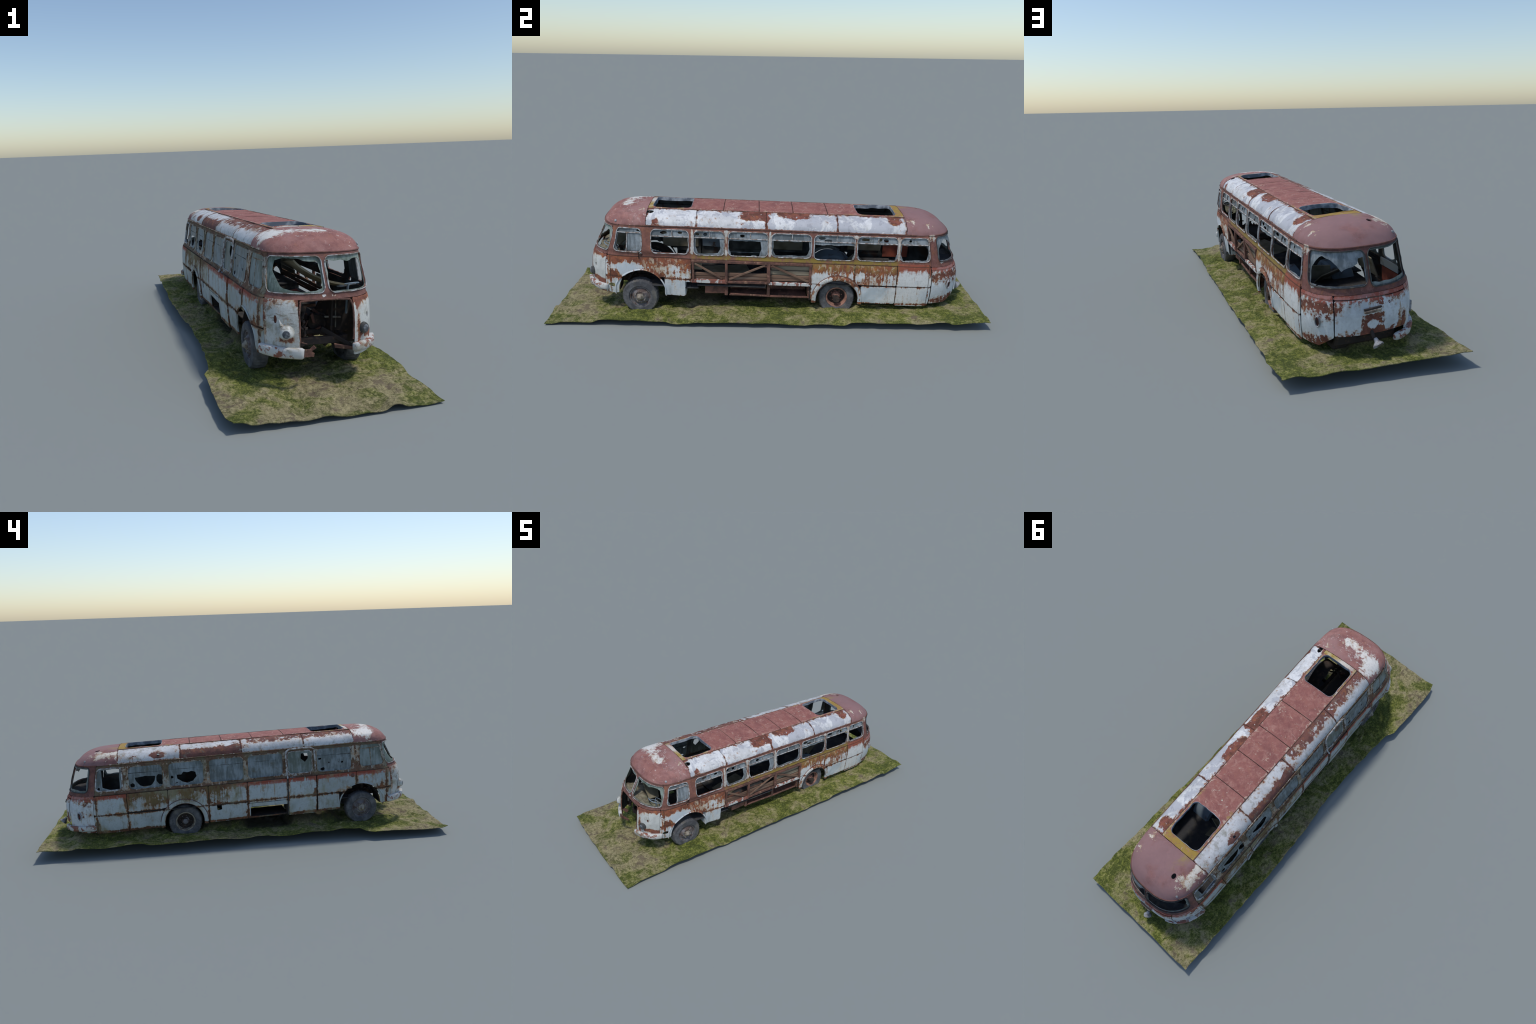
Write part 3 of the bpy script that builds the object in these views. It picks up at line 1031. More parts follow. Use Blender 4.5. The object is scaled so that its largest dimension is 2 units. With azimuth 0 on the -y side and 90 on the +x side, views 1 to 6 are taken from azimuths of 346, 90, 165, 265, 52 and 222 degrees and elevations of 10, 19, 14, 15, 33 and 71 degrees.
# right (-x)
rp = [(.580, .728, .182, .278, 0), (.384, .580, .186, .278, 1), (.187, .384, .100, .278, 0), (-.006, .187, .178, .278, 0),
      (-.208, -.006, .170, .278, 0), (-.560, -.357, .180, .280, 0), (-.722, -.560, .183, .280, 0)]
for i, (a, b, c, d, o) in enumerate(rp):
    rag = (lambda P, T, W: W - .186 - .007 * np.maximum(0, vnoise(P, 40, 5))) if o else None
    ypanel('side_panel', -1, a, b, c, d, RP, keep=both(ar, rag) if rag else ar, seed=20 + i, off=.0006 * (i % 3))
rl = [(.580, .728, .088, .181, None), (.408, .580, .090, .180, None), (-.006, .187, .089, .177, 'sq'), (-.208, -.006, .090, .169, 'open'),
      (-.470, -.360, .090, .179, None), (-.722, -.560, .100, .182, None)]
for i, (a, b, c, d, o) in enumerate(rl):
    k = ar
    if o == 'sq':
        k = both(ar, hole([(.149, .173), (.147, .150), (.124, .152), (.125, .172)], -1))
    if o == 'open':
        k = both(ar, hole([(-.018, .151), (-.018, .099), (-.212, .095), (-.212, .147)], -1))
    ypanel('skirt_panel', -1, a, b, c, d, RP, keep=k, seed=30 + i, off=.0006 * ((i + 1) % 3))
# left (+x)
ypanel('side_panel', 1, -.722, -.355, .186, .279, LP, keep=both(ar, hole(ragged(-.583, .279, .011, .014, seed=4))), seed=40)
ypanel('skirt_panel', 1, -.722, -.660, .099, .187, LP, keep=both(ar, hole(ragged(-.697, .137, .016, .011, 12, seed=5, jit=.08))), seed=41)
ypanel('side_panel', 1, .187, .384, .102, .279, LP, keep=ar, seed=42)
ypanel('side_panel', 1, .384, .577, .184, .279, LP, keep=lambda P, T, W: np.minimum(arch(P), W - .184 - .005 * np.maximum(0, vnoise(P, 30, 8))), seed=43, off=.001)
ypanel('skirt_panel', 1, .416, .577, .094, .179, LP, seed=44, off=.0025, dent=.003)
ypanel('rear_door_panel', 1, .578, .724, .184, .290, LP, seed=45, off=.002)
ypanel('rear_door_panel', 1, .578, .724, .086, .183, LP, seed=46, off=.0025)
# fuel filler box set in behind the front wheel
panel('step_box', tY(-.476), tY(-.383), .097, .190, LP, bus, off=.0, seed=47, shape=lambda P, T, W: 0 * W)
g = Geo()
g.box((.157, -.476, .142), (.055, .004, .09), 0)
g.box((.157, -.384, .142), (.055, .004, .09), 0)
g.box((.157, -.43, .100), (.055, .09, .004), 0)
g.box((.190, -.365, .177), (.012, .035, .016), 0)
g.done('step_box_side', ['left_side_paint'], bus)

# ------------------------------------------------------------------ front
panel('front_panel', -TSEAM, -.099, .098, .283, ['front_paint', IN], bus, seed=50, step=.005, dent=.0016,
      keep=both(hole(ragged(-.173, .221, .006, .014, 14, seed=1, jit=.03), ty=False), lambda P, T, W: -.099 - T - .004 * np.maximum(0, vnoise(P, 45, 3))))
panel('front_panel', .089, TSEAM, .098, .281, ['front_paint', IN], bus, seed=51, step=.005, dent=.0014,
      keep=both(hole(ragged(.158, .219, .005, .012, 10, seed=2, jit=.1), ty=False), lambda P, T, W: T - .089 - .003 * np.maximum(0, vnoise(P, 45, 4))))
for s, t, v in ((-1, -.173, .221), (1, .158, .219)):
    p = S(t, v)
    n = SN(t, v)
    Geo().lathe([(-.006, .013), (-.004, .013), (-.003, .0)], p, n, 20, sq=.45).done('indicator_socket', ['rust_hole'], bus)
# grille opening lip
g = Geo()
pts = [(-.099, .150), (-.098, .20), (-.098, .25), (-.093, .279), (-.03, .282), (.03, .281), (.083, .277), (.088, .25), (.087, .20), (.085, .150)]
tt = np.array(pts)
tt = np.stack([np.interp(np.linspace(0, 9, 60), range(10), tt[:, 0]), np.interp(np.linspace(0, 9, 60), range(10), tt[:, 1])], 1)
P = S(tt[:, 0], tt[:, 1]) - SN(tt[:, 0], tt[:, 1]) * .003
g.tube(P + .0012 * np.stack([vnoise(P, 60, 1), vnoise(P, 60, 2), vnoise(P, 60, 3)], -1), .0032).done('grille_opening_lip', ['rust_iron'], bus)

# headlights
for sgn, t, v in ((-1, -.138, .180), (1, .130, .181)):
    p = S(t, v)
    n = SN(t, v) * .75 + np.array([0, -1, 0]) * .25
    h = Geo()
    if sgn < 0:
        h.lathe([(-.004, .026), (.001, .0255), (.003, .023), (.007, .0215), (.014, .0175), (.018, .0145), (.019, .0125)], p, n, 28, 0, wob=.02)
        h.lathe([(.016, .0125), (.0195, .012), (.021, .009), (.0215, 0)], p, n, 24, 1)
    else:
        h.lathe([(-.004, .019), (.002, .019), (.006, .0175), (.010, .0155), (.0105, .0135)], p, n, 28, 2)
        h.lathe([(.008, .0135), (.012, .0125), (.015, .009), (.016, 0)], p, n, 24, 1)
    h.done('headlight', ['front_paint', 'lamp_glass', 'dark_rubber'], bus)
# moulded lip above the left lamp
p = S(-.155, .205)
Geo().add([S(-.160, .222) + SN(-.16, .222) * .001, S(-.166, .196) + SN(-.166, .196) * .001, S(-.143, .200) + SN(-.143, .2) * .001, S(-.154, .204) + SN(-.154, .204) * .006],
          [(0, 1, 3), (1, 2, 3), (2, 0, 3)]).done('lamp_cowl', ['front_paint'], bus, smooth=0)


def bumper(name, t0, t1, v, off, hgt, dep, mats, seed, droop=0.):
    n = 40
    T = np.linspace(t0, t1, n)
    prof = [(-.5, -.2), (-.5, .45), (-.36, .85), (-.05, .95), (.22, 1.), (.44, .92), (.5, .70), (.5, -.2), (.35, -.35), (-.35, -.35)]
    V = []
    for i, t in enumerate(T):
        k = min(1, min(i, n - 1 - i) / 3 + .35)
        p = S(t, v) + np.array([0, 0, droop * (i / (n - 1))])
        nn = SN(t, .2)
        nn[2] = 0
        nn /= np.linalg.norm(nn)
        for a, b in prof:
            V.append(p + nn * (off + b * dep * k) + np.array([0, 0, a * hgt * (.6 + .4 * k)]))
    V = np.array(V)
    V += .0016 * np.stack([vnoise(V, 35, seed), vnoise(V, 35, seed + 1), vnoise(V, 35, seed + 2)], -1)
    m = len(prof)
    F = [(i * m + k, i * m + (k + 1) % m, (i + 1) * m + (k + 1) % m, (i + 1) * m + k) for i in range(n - 1) for k in range(m)]
    F += [tuple(range(m))[::-1], tuple((n - 1) * m + k for k in range(m))]
    return build(name, V, F, mats, None, bus, 50)


bumper('front_bumper', -.243, -.088, .119, .004, .034, .013, ['bumper_paint'], 1)
bumper('front_bumper', .077, .232, .126, .004, .030, .013, ['bumper_paint'], 5)
bumper('rear_bumper', 2 * TR - 1.900, 2 * TR - 1.700, .112, .005, .027, .012, ['bumper_paint'], 9, droop=.008)
# torn bumper bracket
g = Geo()
g.beam((-.092, -.838, .122), (-.066, -.836, .118), .004, .026)
g.beam((-.070, -.836, .128), (-.058, -.842, .140), .003, .012)
g.beam((-.072, -.834, .116), (-.050, -.812, .104), .004, .018)
g.beam((-.098, -.815, .150), (-.075, -.80, .140), .02, .004)
g.done('bumper_bracket', ['rust_iron'], bus, dent=.003, dfreq=60)

# ------------------------------------------------------------------ rear
panel('rear_corner_panel', TREAR, 1.847, .096, .278, ['rear_paint', IN], bus, seed=60, dent=.002, step=.005,
      keep=lambda P, T, W: W - .099 - .9 * np.maximum(0, T - 1.79) ** 1 * .75)
panel('rear_corner_panel', 2 * TR - 1.841, 2 * TR - TREAR, .092, .278, ['rear_paint', IN], bus, seed=61,
      keep=lambda P, T, W: W - .094 - .6 * np.maximum(0, (2 * TR - 1.79) - T))
panel('rear_lid', 1.850, 2 * TR - 1.843, .144, .263, ['rear_paint', IN], bus, seed=62, off=.002, dent=.002, step=.005)
panel('rear_lid_band', 1.849, 2 * TR - 1.842, .264, .277, ['rear_paint', IN], bus, seed=63)
for sgn, t, v in ((1, 1.790, .188), (-1, 2 * TR - 1.775, .182)):
    p = S(t, v)
    n = SN(t, v)
    h = Geo()
    h.lathe([(-.002, .021), (.005, .0205), (.0065, .018), (.005, .0155), (.001, .0150)], p, n, 24, 0, sq=.5)
    h.lathe([(.0015, .0152), (.0035, .012), (.0042, 0)], p, n, 20, 1, sq=.5)
    h.done('tail_lamp', ['lead_grey', 'lamp_red'], bus)
g = Geo()
P = np.array([S(TR + q, .223 + .002 * math.sin(q * 40)) for q in np.linspace(-.032, .030, 16)])
g.tube(P + [0, .005, 0], np.r_[.002, np.full(14, .0058), .002], 0)
g.tube(P + [0, .003, .0085], .0035, 1)
g.done('plate_lamp', ['hub_metal', 'dark_iron'], bus)
# hanging lamp under the lid
g = Geo()
c = np.array([-.003, .918, .127])
g.lathe([(-.008, .006), (.004, .009), (.012, .016), (.017, .019), (.019, .0185), (.015, .014), (.009, .004)], c, (-.15, .55, -.55), 20, 0, wob=.05)
g.lathe([(0, .006), (.02, .0065), (.026, .004)], c + [.004, -.01, .006], (.1, -.5, .8), 12, 1)
g.tube([c + [.0, -.02, .02], c + [.01, -.05, .0], c + [.05, -.08, -.02], c + [.09, -.10, -.03]], .004, 1)
g.done('hanging_lamp', ['lead_grey', 'dark_iron'], bus, dent=.0015, dfreq=60)
# ------------------------------------------------------------------ roof
NTR, NVR = 640, 40
T_, V_ = np.meshgrid(np.linspace(-TR, TR, NTR), np.linspace(.4205, VTOP, NVR), indexing='ij')
RP0 = S(T_, V_)
RN0 = SN(T_, V_)
_i = np.arange(NTR * NVR).reshape(NTR, NVR)
RQ = np.stack([_i[:-1, :-1].ravel(), _i[1:, :-1].ravel(), _i[1:, 1:].ravel(), _i[:-1, 1:].ravel()], 1)


def hatch_d(P, grow=0.):
    a = rrect(P[..., 0], P[..., 1], -.083 - grow, .083 + grow, -.535 - grow, -.362 + grow, .024)
    b = rrect(P[..., 0], P[..., 1], -.081 - grow, .081 + grow, .399 - grow, .577 + grow, .026)
    return np.minimum(a, b)


def roof_part(name, keep, mats, off=0., seed=0, dent=.0012, th=.004):
    P = RP0 + RN0 * (off + dent * (fbm(RP0, 12, seed) * .8 + .3 * vnoise(RP0, 50, seed + 3)))[..., None]
    f = keep(P) - .0006 - .0010 * np.maximum(0, vnoise(P, 60, seed + 7))
    V, F = clip(P.reshape(-1, 3), RQ, f.ravel())
    V, F = tidy(V, F)
    V, F, fm = thicken(V, F, th)
    return build(name, V, F, [mats, IN], fm, bus, 40)


def yb(P, a, b): return np.minimum(P[..., 1] - a, b - P[..., 1])
def pxy(P, pts): return poly(P[..., 0], P[..., 1], pts)


frags = ragged(.118, -.541, .014, .018, 7, seed=8)
roof_part('front_roof_dome', lambda P: -.556 - P[..., 1], 'front_dome_paint', .001, 70)
roof_part('rear_roof_dome', lambda P: np.minimum(P[..., 1] - .612, pxy(P, ragged(-.072, .712, .011, .014, 8, seed=9))), 'rear_dome_paint', .001, 71)
for i, (a, b) in enumerate(((-.555, -.214), (-.214, -.053), (-.053, .102), (.102, .260), (.260, .611))):
    roof_part('roof_panel', lambda P, a=a, b=b: np.minimum(np.minimum(yb(P, a, b), .0925 - np.abs(P[..., 0])), hatch_d(P)), 'roof_centre_paint', .0015, 72 + i, dent=.0016)
for i, (a, b) in enumerate(((-.555, -.333), (-.333, -.020), (-.020, .301), (.301, .611))):
    roof_part('roof_side_panel', lambda P, a=a, b=b: np.minimum(np.minimum(yb(P, a, b), P[..., 0] - .093), pxy(P, frags)), 'left_roof_paint', .0005 * (i % 2), 80 + i, dent=.0022)
for i, (a, b) in enumerate(((-.563, -.302), (-.302, .011), (.011, .309), (.309, .611))):
    roof_part('roof_side_panel', lambda P, a=a, b=b: np.minimum(np.minimum(yb(P, max(a, -.555), b), -P[..., 0] - .093), pxy(P, ragged(-.158, .416, .006, .008, 6, seed=3))), 'right_roof_paint', .0005 * (i % 2), 84 + i, dent=.0022)


def roof_z(x):
    return float(np.interp(abs(x), [0, .03, .062, .093, .122], [.483, .4825, .481, .4775, .470]))


for y0, y1, hx, r, sd in ((-.535, -.362, .083, .024, 1), (.399, .577, .081, .026, 2)):
    # raised rim round the hatch
    pts = []
    for cx, cy, a0 in ((1, 1, 0), (-1, 1, 90), (-1, -1, 180), (1, -1, 270)):
        for k in range(7):
            a = math.radians(a0 + k * 15)
            pts.append(((hx - r) * cx + r * math.cos(a), (y0 + y1) / 2 + ((y1 - y0) / 2 - r) * cy + r * math.sin(a)))
    q = []
    for i in range(len(pts)):
        a, b = np.array(pts[i]), np.array(pts[(i + 1) % len(pts)])
        m = max(1, int(np.linalg.norm(b - a) / .012))
        q += [a + (b - a) * k / m for k in range(m)]
    q = np.array(q)
    c = np.array([0, (y0 + y1) / 2])
    z = np.array([roof_z(a[0]) for a in q])
    n3 = np.c_[q, z * 0]
    lip = .0025 + .0035 * vnoise(n3, 18, sd)
    out = (q - c) / np.linalg.norm(q - c, axis=1, keepdims=True)
    jig = .002 * vnoise(n3, 45, sd + 5)[:, None]
    rings = [np.c_[q + out * .004, z + .001], np.c_[q + out * .001 + jig, z + lip], np.c_[q - out * .0008 + jig, z + lip - .0005], np.c_[q - out * .001, z - .006], np.c_[q - out * .001 + jig, z - .013 - .004 * vnoise(n3, 30, sd + 2)], np.c_[q + out * .002, z - .012]]
    V = np.vstack(rings)
    m = len(q)
    F = [(a * m + i, a * m + (i + 1) % m, (a + 1) * m + (i + 1) % m, (a + 1) * m + i) for a in range(len(rings) - 1) for i in range(m)]
    fm = [1 if k // m == 0 else 0 for k in range(len(F))]
    build('roof_hatch_rim', V, F, ['hatch_rim_metal', 'roof_centre_paint'], fm, bus, 40)

# rain gutters along both sides and brow strip
for sg in (1, -1):
    T = np.linspace(tY(-.60), tY(.66), 160) * sg
    P = S(T, .4205) + SN(T, .41) * .002
    P = P + .0008 * np.stack([vnoise(P, 40, 1), P[:, 0] * 0, vnoise(P, 40, 3)], -1)
    Geo().tube(P, .0030, n=6).done('rain_gutter', ['rust_iron' if sg > 0 else 'right_window_wall_paint'], bus)
for t0, t1, v, mt in ((-.262, .262, .4195, 'windscreen_surround_paint'), (1.70, 2 * TR - 1.70, .4205, 'rear_surround_paint')):
    T = np.linspace(t0, t1, 100)
    P = S(T, v) + SN(T, .41) * .0015
    Geo().tube(P, .0028, n=6).done('roof_brow_strip', [mt], bus)
# roof joint strips
for k in (-1, 1):
    Y = np.linspace(-.556, .612, 120)
    P = np.stack([np.full_like(Y, k * .0927), Y, np.full_like(Y, .4785)], -1)
    P[:, 2] += .0006 * vnoise(P, 40, 4)
    Geo().tube(P, .0022, n=6).done('roof_joint_strip', ['rust_iron'], bus)
# marker lamps on roof corners
for t, v in ((.230, .434), (2 * TR - 1.800, .440)):
    Geo().lathe([(-.003, .006), (.004, .0055), (.006, .003), (.0065, 0)], S(t, v), SN(t, v), 14).done('marker_lamp', ['lead_grey'], bus)
# ------------------------------------------------------------------ window trims and panes


def trim(name, t0, t1, v0, v1, mat, r=.021, rad=.0022, off=.0010):
    a = []
    lo, hi = min(t0, t1), max(t0, t1)
    for cx, cy, a0 in ((1, 1, 0), (-1, 1, 90), (-1, -1, 180), (1, -1, 270)):
        for k in range(7):
            th = math.radians(a0 + k * 15)
            a.append(((lo + hi) / 2 + ((hi - lo) / 2 - r) * cx + r * math.cos(th), (v0 + v1) / 2 + ((v1 - v0) / 2 - r) * cy + r * math.sin(th)))
    q = []
    for i in range(len(a)):
        p0, p1 = np.array(a[i]), np.array(a[(i + 1) % len(a)])
        m = max(1, int(np.linalg.norm(p1 - p0) / .012))
        q += [p0 + (p1 - p0) * k / m for k in range(m)]
    q = np.array(q)
    P = S(q[:, 0], q[:, 1])
    P = P + SN(q[:, 0], q[:, 1]) * off + .0006 * np.stack([vnoise(P, 50, 1), vnoise(P, 50, 2), vnoise(P, 50, 3)], -1)
    rr = rad * (1 + .45 * vnoise(P, 70, 8))
    return Geo().tube(P, rr, n=6, closed=True).done(name, [mat], bus)


def bar(name, sg, y0, z0, y1, z1, mat, r=.0026):
    n = 12
    T = np.linspace(sg * tY(y0), sg * tY(y1), n)
    Z = np.linspace(z0, z1, n)
    return Geo().tube(S(T, Z) - SN(T, Z) * .002, r, n=6).done(name, [mat], bus)


def pane(sg, y0, y1, z0, z1, mat, holes=(), r=.019, seed=0, rough=.0025, off=-.004):
    t0, t1 = sg * tY(y0), sg * tY(y1)
    q = [[(sg * tY(a), b) for a, b in h] for h in holes]

    def keep(P, T, W):
        f = -rrect(T, W, t0, t1, z0, z1, r)
        for h in q:
            f = np.minimum(f, poly(T, W, h) + rough * vnoise(P, 55, seed))
        return f
    return panel('window_pane', t0, t1, z0, z1, [mat, mat], bus, keep=keep, off=off, th=.0015, dent=.0008, step=.0035, jag=0, gap=0, seed=seed, smooth=30)


for i, (a, b, c, d) in enumerate(LW):
    trim('window_frame', tY(a), tY(b), c, d, 'window_trim')
for i, (a, b, c, d) in enumerate(RW):
    trim('window_frame', -tY(a), -tY(b), c, d, 'window_trim' if i in (0, 5) else 'right_window_wall_paint', rad=.0036 if i in (0,) else .0022)
for a, b, c, d in FWIN:
    trim('windscreen_frame', a, b, c, d, 'window_trim', .022, .0017)
trim('rear_window_frame', *BWIN[0], 'dark_rubber', .022, .0020)
trim('rear_window_frame', *BWIN[1], 'dark_rubber', .022, .0022)


def open_lower(a, b, c, d, zbar, m=.010, cut=(0, 0, 0, 0)):
    """big broken-out area below the top-light bar; cut = extra glass left at l, r, b, t"""
    l, r_, bo, to = cut
    return [(a + m + l, zbar - .004 - to), (b - m - r_, zbar - .004 - to), (b - m * .6 - r_, (c + zbar) / 2), (b - m * 1.7 - r_, c + m * .8 + bo), (a + m * 1.7 + l, c + m * .6 + bo), (a + m * .6 + l, (c + zbar) / 2)]


GL = 'dirty_glass'
ZB = .377
# cab window: quarter light open in front, pane behind
a, b, c, d = LW[0]
pane(1, a, b, c, d, GL, [[(-.690, .384), (-.646, .384), (-.646, .320), (-.652, .305), (-.680, .305), (-.691, .330)], ragged(-.592, .399, .010, .005, seed=2)], seed=1)
bar('window_bar', 1, -.696, .387, -.576, .388, 'window_trim')
bar('window_bar', 1, -.642, .387, -.642, .303, 'window_trim')
specs = [
    # index, extra glass l r b t, small holes in the top lights
    (1, (-.006, -.004, -.008, 0), [(-.477, .393, .018, .008), (-.405, .395, .014, .007)]),
    (2, (0, .010, 0, 0), [(-.328, .392, .010, .007), (-.292, .392, .014, .008)]),
    (3, (-.004, .022, -.004, .004), [(-.127, .391, .014, .007)]),
    (4, (0, .002, .002, 0), []),
    (5, (-.008, -.006, -.008, .010), [(.230, .394, .022, .010), (.262, .383, .022, .008)]),
    (6, (-.004, -.006, -.004, 0), [(.428, .394, .024, .009), (.496, .395, .008, .010), (.520, .392, .014, .010)]),
    (7, (-.002, -.002, -.002, 0), [(.632, .393, .008, .006)]),
]
for i, cut, hs in specs:
    a, b, c, d = LW[i]
    hl = [open_lower(a, b, c, d, ZB, cut=cut)] + [ragged(y, z, ry, rz, 7, seed=i * 7 + k, jit=.3) for k, (y, z, ry, rz) in enumerate(hs)]
    pane(1, a, b, c, d, GL, hl, seed=i + 2)
    bar('window_bar', 1, a + .001, ZB, b - .001, ZB, 'window_trim')
    if i not in (7,):
        bar('window_bar', 1, (a + b) / 2 + (.01 if i % 2 else .003), ZB, (a + b) / 2 + (.01 if i % 2 else .003), d, 'window_trim', .0022)
# right side panes
rh = {0: [[(.700, .398), (.690, .345), (.690, .315), (.655, .303), (.608, .302), (.606, .398), (.64, .401)], ragged(.707, .310, .006, .007, 5, 1)],
      1: [[(.535, .350), (.531, .331), (.512, .309), (.490, .302), (.458, .306), (.440, .327), (.438, .349), (.462, .351), (.486, .356), (.510, .349)],
          [(.431, .346), (.434, .325), (.421, .309), (.404, .306), (.402, .340), (.407, .354), (.423, .356)], [(.560, .318), (.554, .304), (.541, .303), (.536, .316), (.546, .326)]],
      2: [[(.335, .346), (.331, .327), (.309, .309), (.282, .301), (.258, .310), (.238, .330), (.240, .352), (.262, .359), (.284, .353), (.302, .358), (.312, .346)], [(.364, .345), (.361, .330), (.348, .329), (.350, .341)], ragged(.335, .307, .008, .006, 5, 7)],
      5: [[(-.286, .392), (-.282, .368), (-.303, .347), (-.320, .366), (-.316, .392)]],
      6: [ragged(-.391, .305, .013, .009, 6, 8), ragged(-.377, .357, .010, .004, 5, 9), ragged(-.425, .335, .004, .004, 5, 10), ragged(-.492, .332, .006, .006, 5, 11), ragged(-.474, .334, .004, .003, 5, 12), ragged(-.43, .396, .004, .003, 5, 14)]}
for i, (a, b, c, d) in enumerate(RW):
    pane(-1, a, b, c, d, 'door_glass' if i in (5, 7) else 'darker_glass', rh.get(i, []), seed=20 + i, off=-.0005)
    if i in (1, 2, 3, 4, 6):
        bar('window_bar', -1, a, ZB - .006, b, ZB - .004, 'dark_rubber', .0020)
        bar('window_bar', -1, (a + b) / 2, ZB - .005, (a + b) / 2, d, 'right_window_wall_paint', .0018)
bar('window_bar', -1, -.583, .389, -.703, .391, 'right_window_wall_paint')
bar('window_bar', -1, -.641, .300, -.641, .389, 'right_window_wall_paint')


def tpane(t0, t1, z0, z1, mat, holes, seed=0, name='window_pane', rough=.003):
    def keep(P, T, W):
        f = -rrect(T, W, t0, t1, z0, z1, .02)
        for h in holes:
            f = np.minimum(f, poly(T, W, h) + rough * vnoise(P, 50, seed))
        return f
    return panel(name, t0, t1, z0, z1, [mat, mat], bus, keep=keep, off=-.004, th=.0015, dent=.001, step=.0035, jag=0, gap=0, seed=seed, smooth=30)


# windscreen halves: jagged remains
tpane(-.224, -.007, .299, .409, 'windscreen_glass', [[(-.190, .398), (-.168, .403), (-.120, .404), (-.09, .400), (-.05, .394), (-.018, .392), (-.014, .36), (-.014, .312), (-.04, .306), (-.08, .305), (-.13, .308), (-.165, .318), (-.178, .340), (-.196, .365)]], 31, 'windscreen_pane')
tpane(.007, .224, .299, .409, 'windscreen_glass', [[(.014, .396), (.05, .391), (.08, .394), (.105, .389), (.13, .394), (.175, .394), (.196, .388), (.207, .36), (.214, .33), (.211, .305), (.15, .303), (.09, .303), (.03, .303), (.014, .306)]], 32, 'windscreen_pane')
# rear window: hanging torn sheet in the left half
a, b, c, d = BWIN[0]
tpane(a, b, c, d, GL, [[(a + .010, c + .006), (b - .006, c + .006), (b - .006, .393), (b - .03, .390), (b - .032, .372), (b - .052, .362), (b - .085, .360), (b - .095, .352), (b - .112, .372), (b - .145, .390), (b - .17, .398), (b - .185, .392), (a + .012, .36)]], 33, 'rear_window_pane')
a, b, c, d = BWIN[1]
tpane(a, b, c, d, 'door_glass', [[(a + .004, c + .014), (b - .012, c + .010), (b - .014, d - .006), (a + .004, d - .004)]], 34, 'rear_window_pane')

# ------------------------------------------------------------------ entrance door on the right side
panel('entrance_door', -tY(-.211), -tY(-.353), .083, .279, RP, bus, off=.006, seed=90, th=.006)
g = Geo()
for path in ([(-.209, .276), (-.207, .33), (-.206, .385), (-.209, .408), (-.225, .417), (-.28, .419), (-.335, .417), (-.349, .408), (-.352, .385), (-.353, .33), (-.354, .295)],):
    q = np.array(path)
    q = np.stack([np.interp(np.linspace(0, 10, 60), range(11), q[:, k]) for k in (0, 1)], 1)
    T = np.array([-tY(y) for y in q[:, 0]])
    P = S(T, q[:, 1]) + SN(T, q[:, 1]) * .005
    g.tube(P, .0042, n=6)
g.done('door_frame', ['window_trim'], bus, dent=.0008)
Geo().tube(np.array([S(-tY(-.2085), z) + SN(-tY(-.2085), z) * .002 for z in np.linspace(.09, .28, 20)]), .003, n=6).done('door_edge_strip', ['dark_rubber'], bus)
# filler cap, right side
Geo().lathe([(-.002, .010), (.003, .010), (.004, .006), (.007, .005), (.008, 0)], S(-tY(-.540), .262), SN(-tY(-.54), .262), 16).done('filler_cap', ['rust_iron'], bus)

# arch flanges
for sg in (1, -1):
    for (yc, zc, r), wide in ((RA, .016), (FA, .002)):
        n = 40
        th = np.linspace(-.06, math.pi + .06, n)
        V = []
        hh = 1. if wide > .01 else .4
        prof = [(-wide, -.002), (-wide, .005 * hh), (-wide * .5, .009 * hh), (.002, .007 * hh), (.004, .001 * hh)]
        for a_ in th:
            yy = yc + r * math.cos(a_)
            zz = max(zc + r * math.sin(a_), .092)
            dz = 0 if a_ > 0 and a_ < math.pi else -.012
            t = tY(yy) * sg
            nn = SN(t, .2)
            for dr, of in prof:
                y2, z2 = yc + (r + dr) * math.cos(a_), zc + (r + dr) * math.sin(a_) + dz
                t2 = tY(y2) * sg
                V.append(S(t2, max(z2, .088)) + nn * of)
        m = len(prof)
        F = [(i * m + k, i * m + k + 1, (i + 1) * m + k + 1, (i + 1) * m + k)[::sg] for i in range(n - 1) for k in range(m - 1)]
        V, F, fm = thicken(np.array(V), F, .002)
        V = V + .001 * np.stack([vnoise(V, 40, 1), vnoise(V, 40, 2), vnoise(V, 40, 3)], -1)
        build('wheel_arch_flange', V, F, ['left_side_paint' if sg > 0 else 'right_side_paint'], None, bus, 40)
        if wide > .01:
            for rr, of in ((r - wide, .004), (r + .0045, .002)):
                P = []
                for a_ in th[2:-2]:
                    t2 = tY(yc + rr * math.cos(a_)) * sg
                    P.append(S(t2, zc + rr * math.sin(a_)) + SN(t2, .2) * of)
                Geo().tube(P, .0017, n=6).done('arch_edge_bead', ['rust_iron'], bus, dent=.0008, dfreq=60)

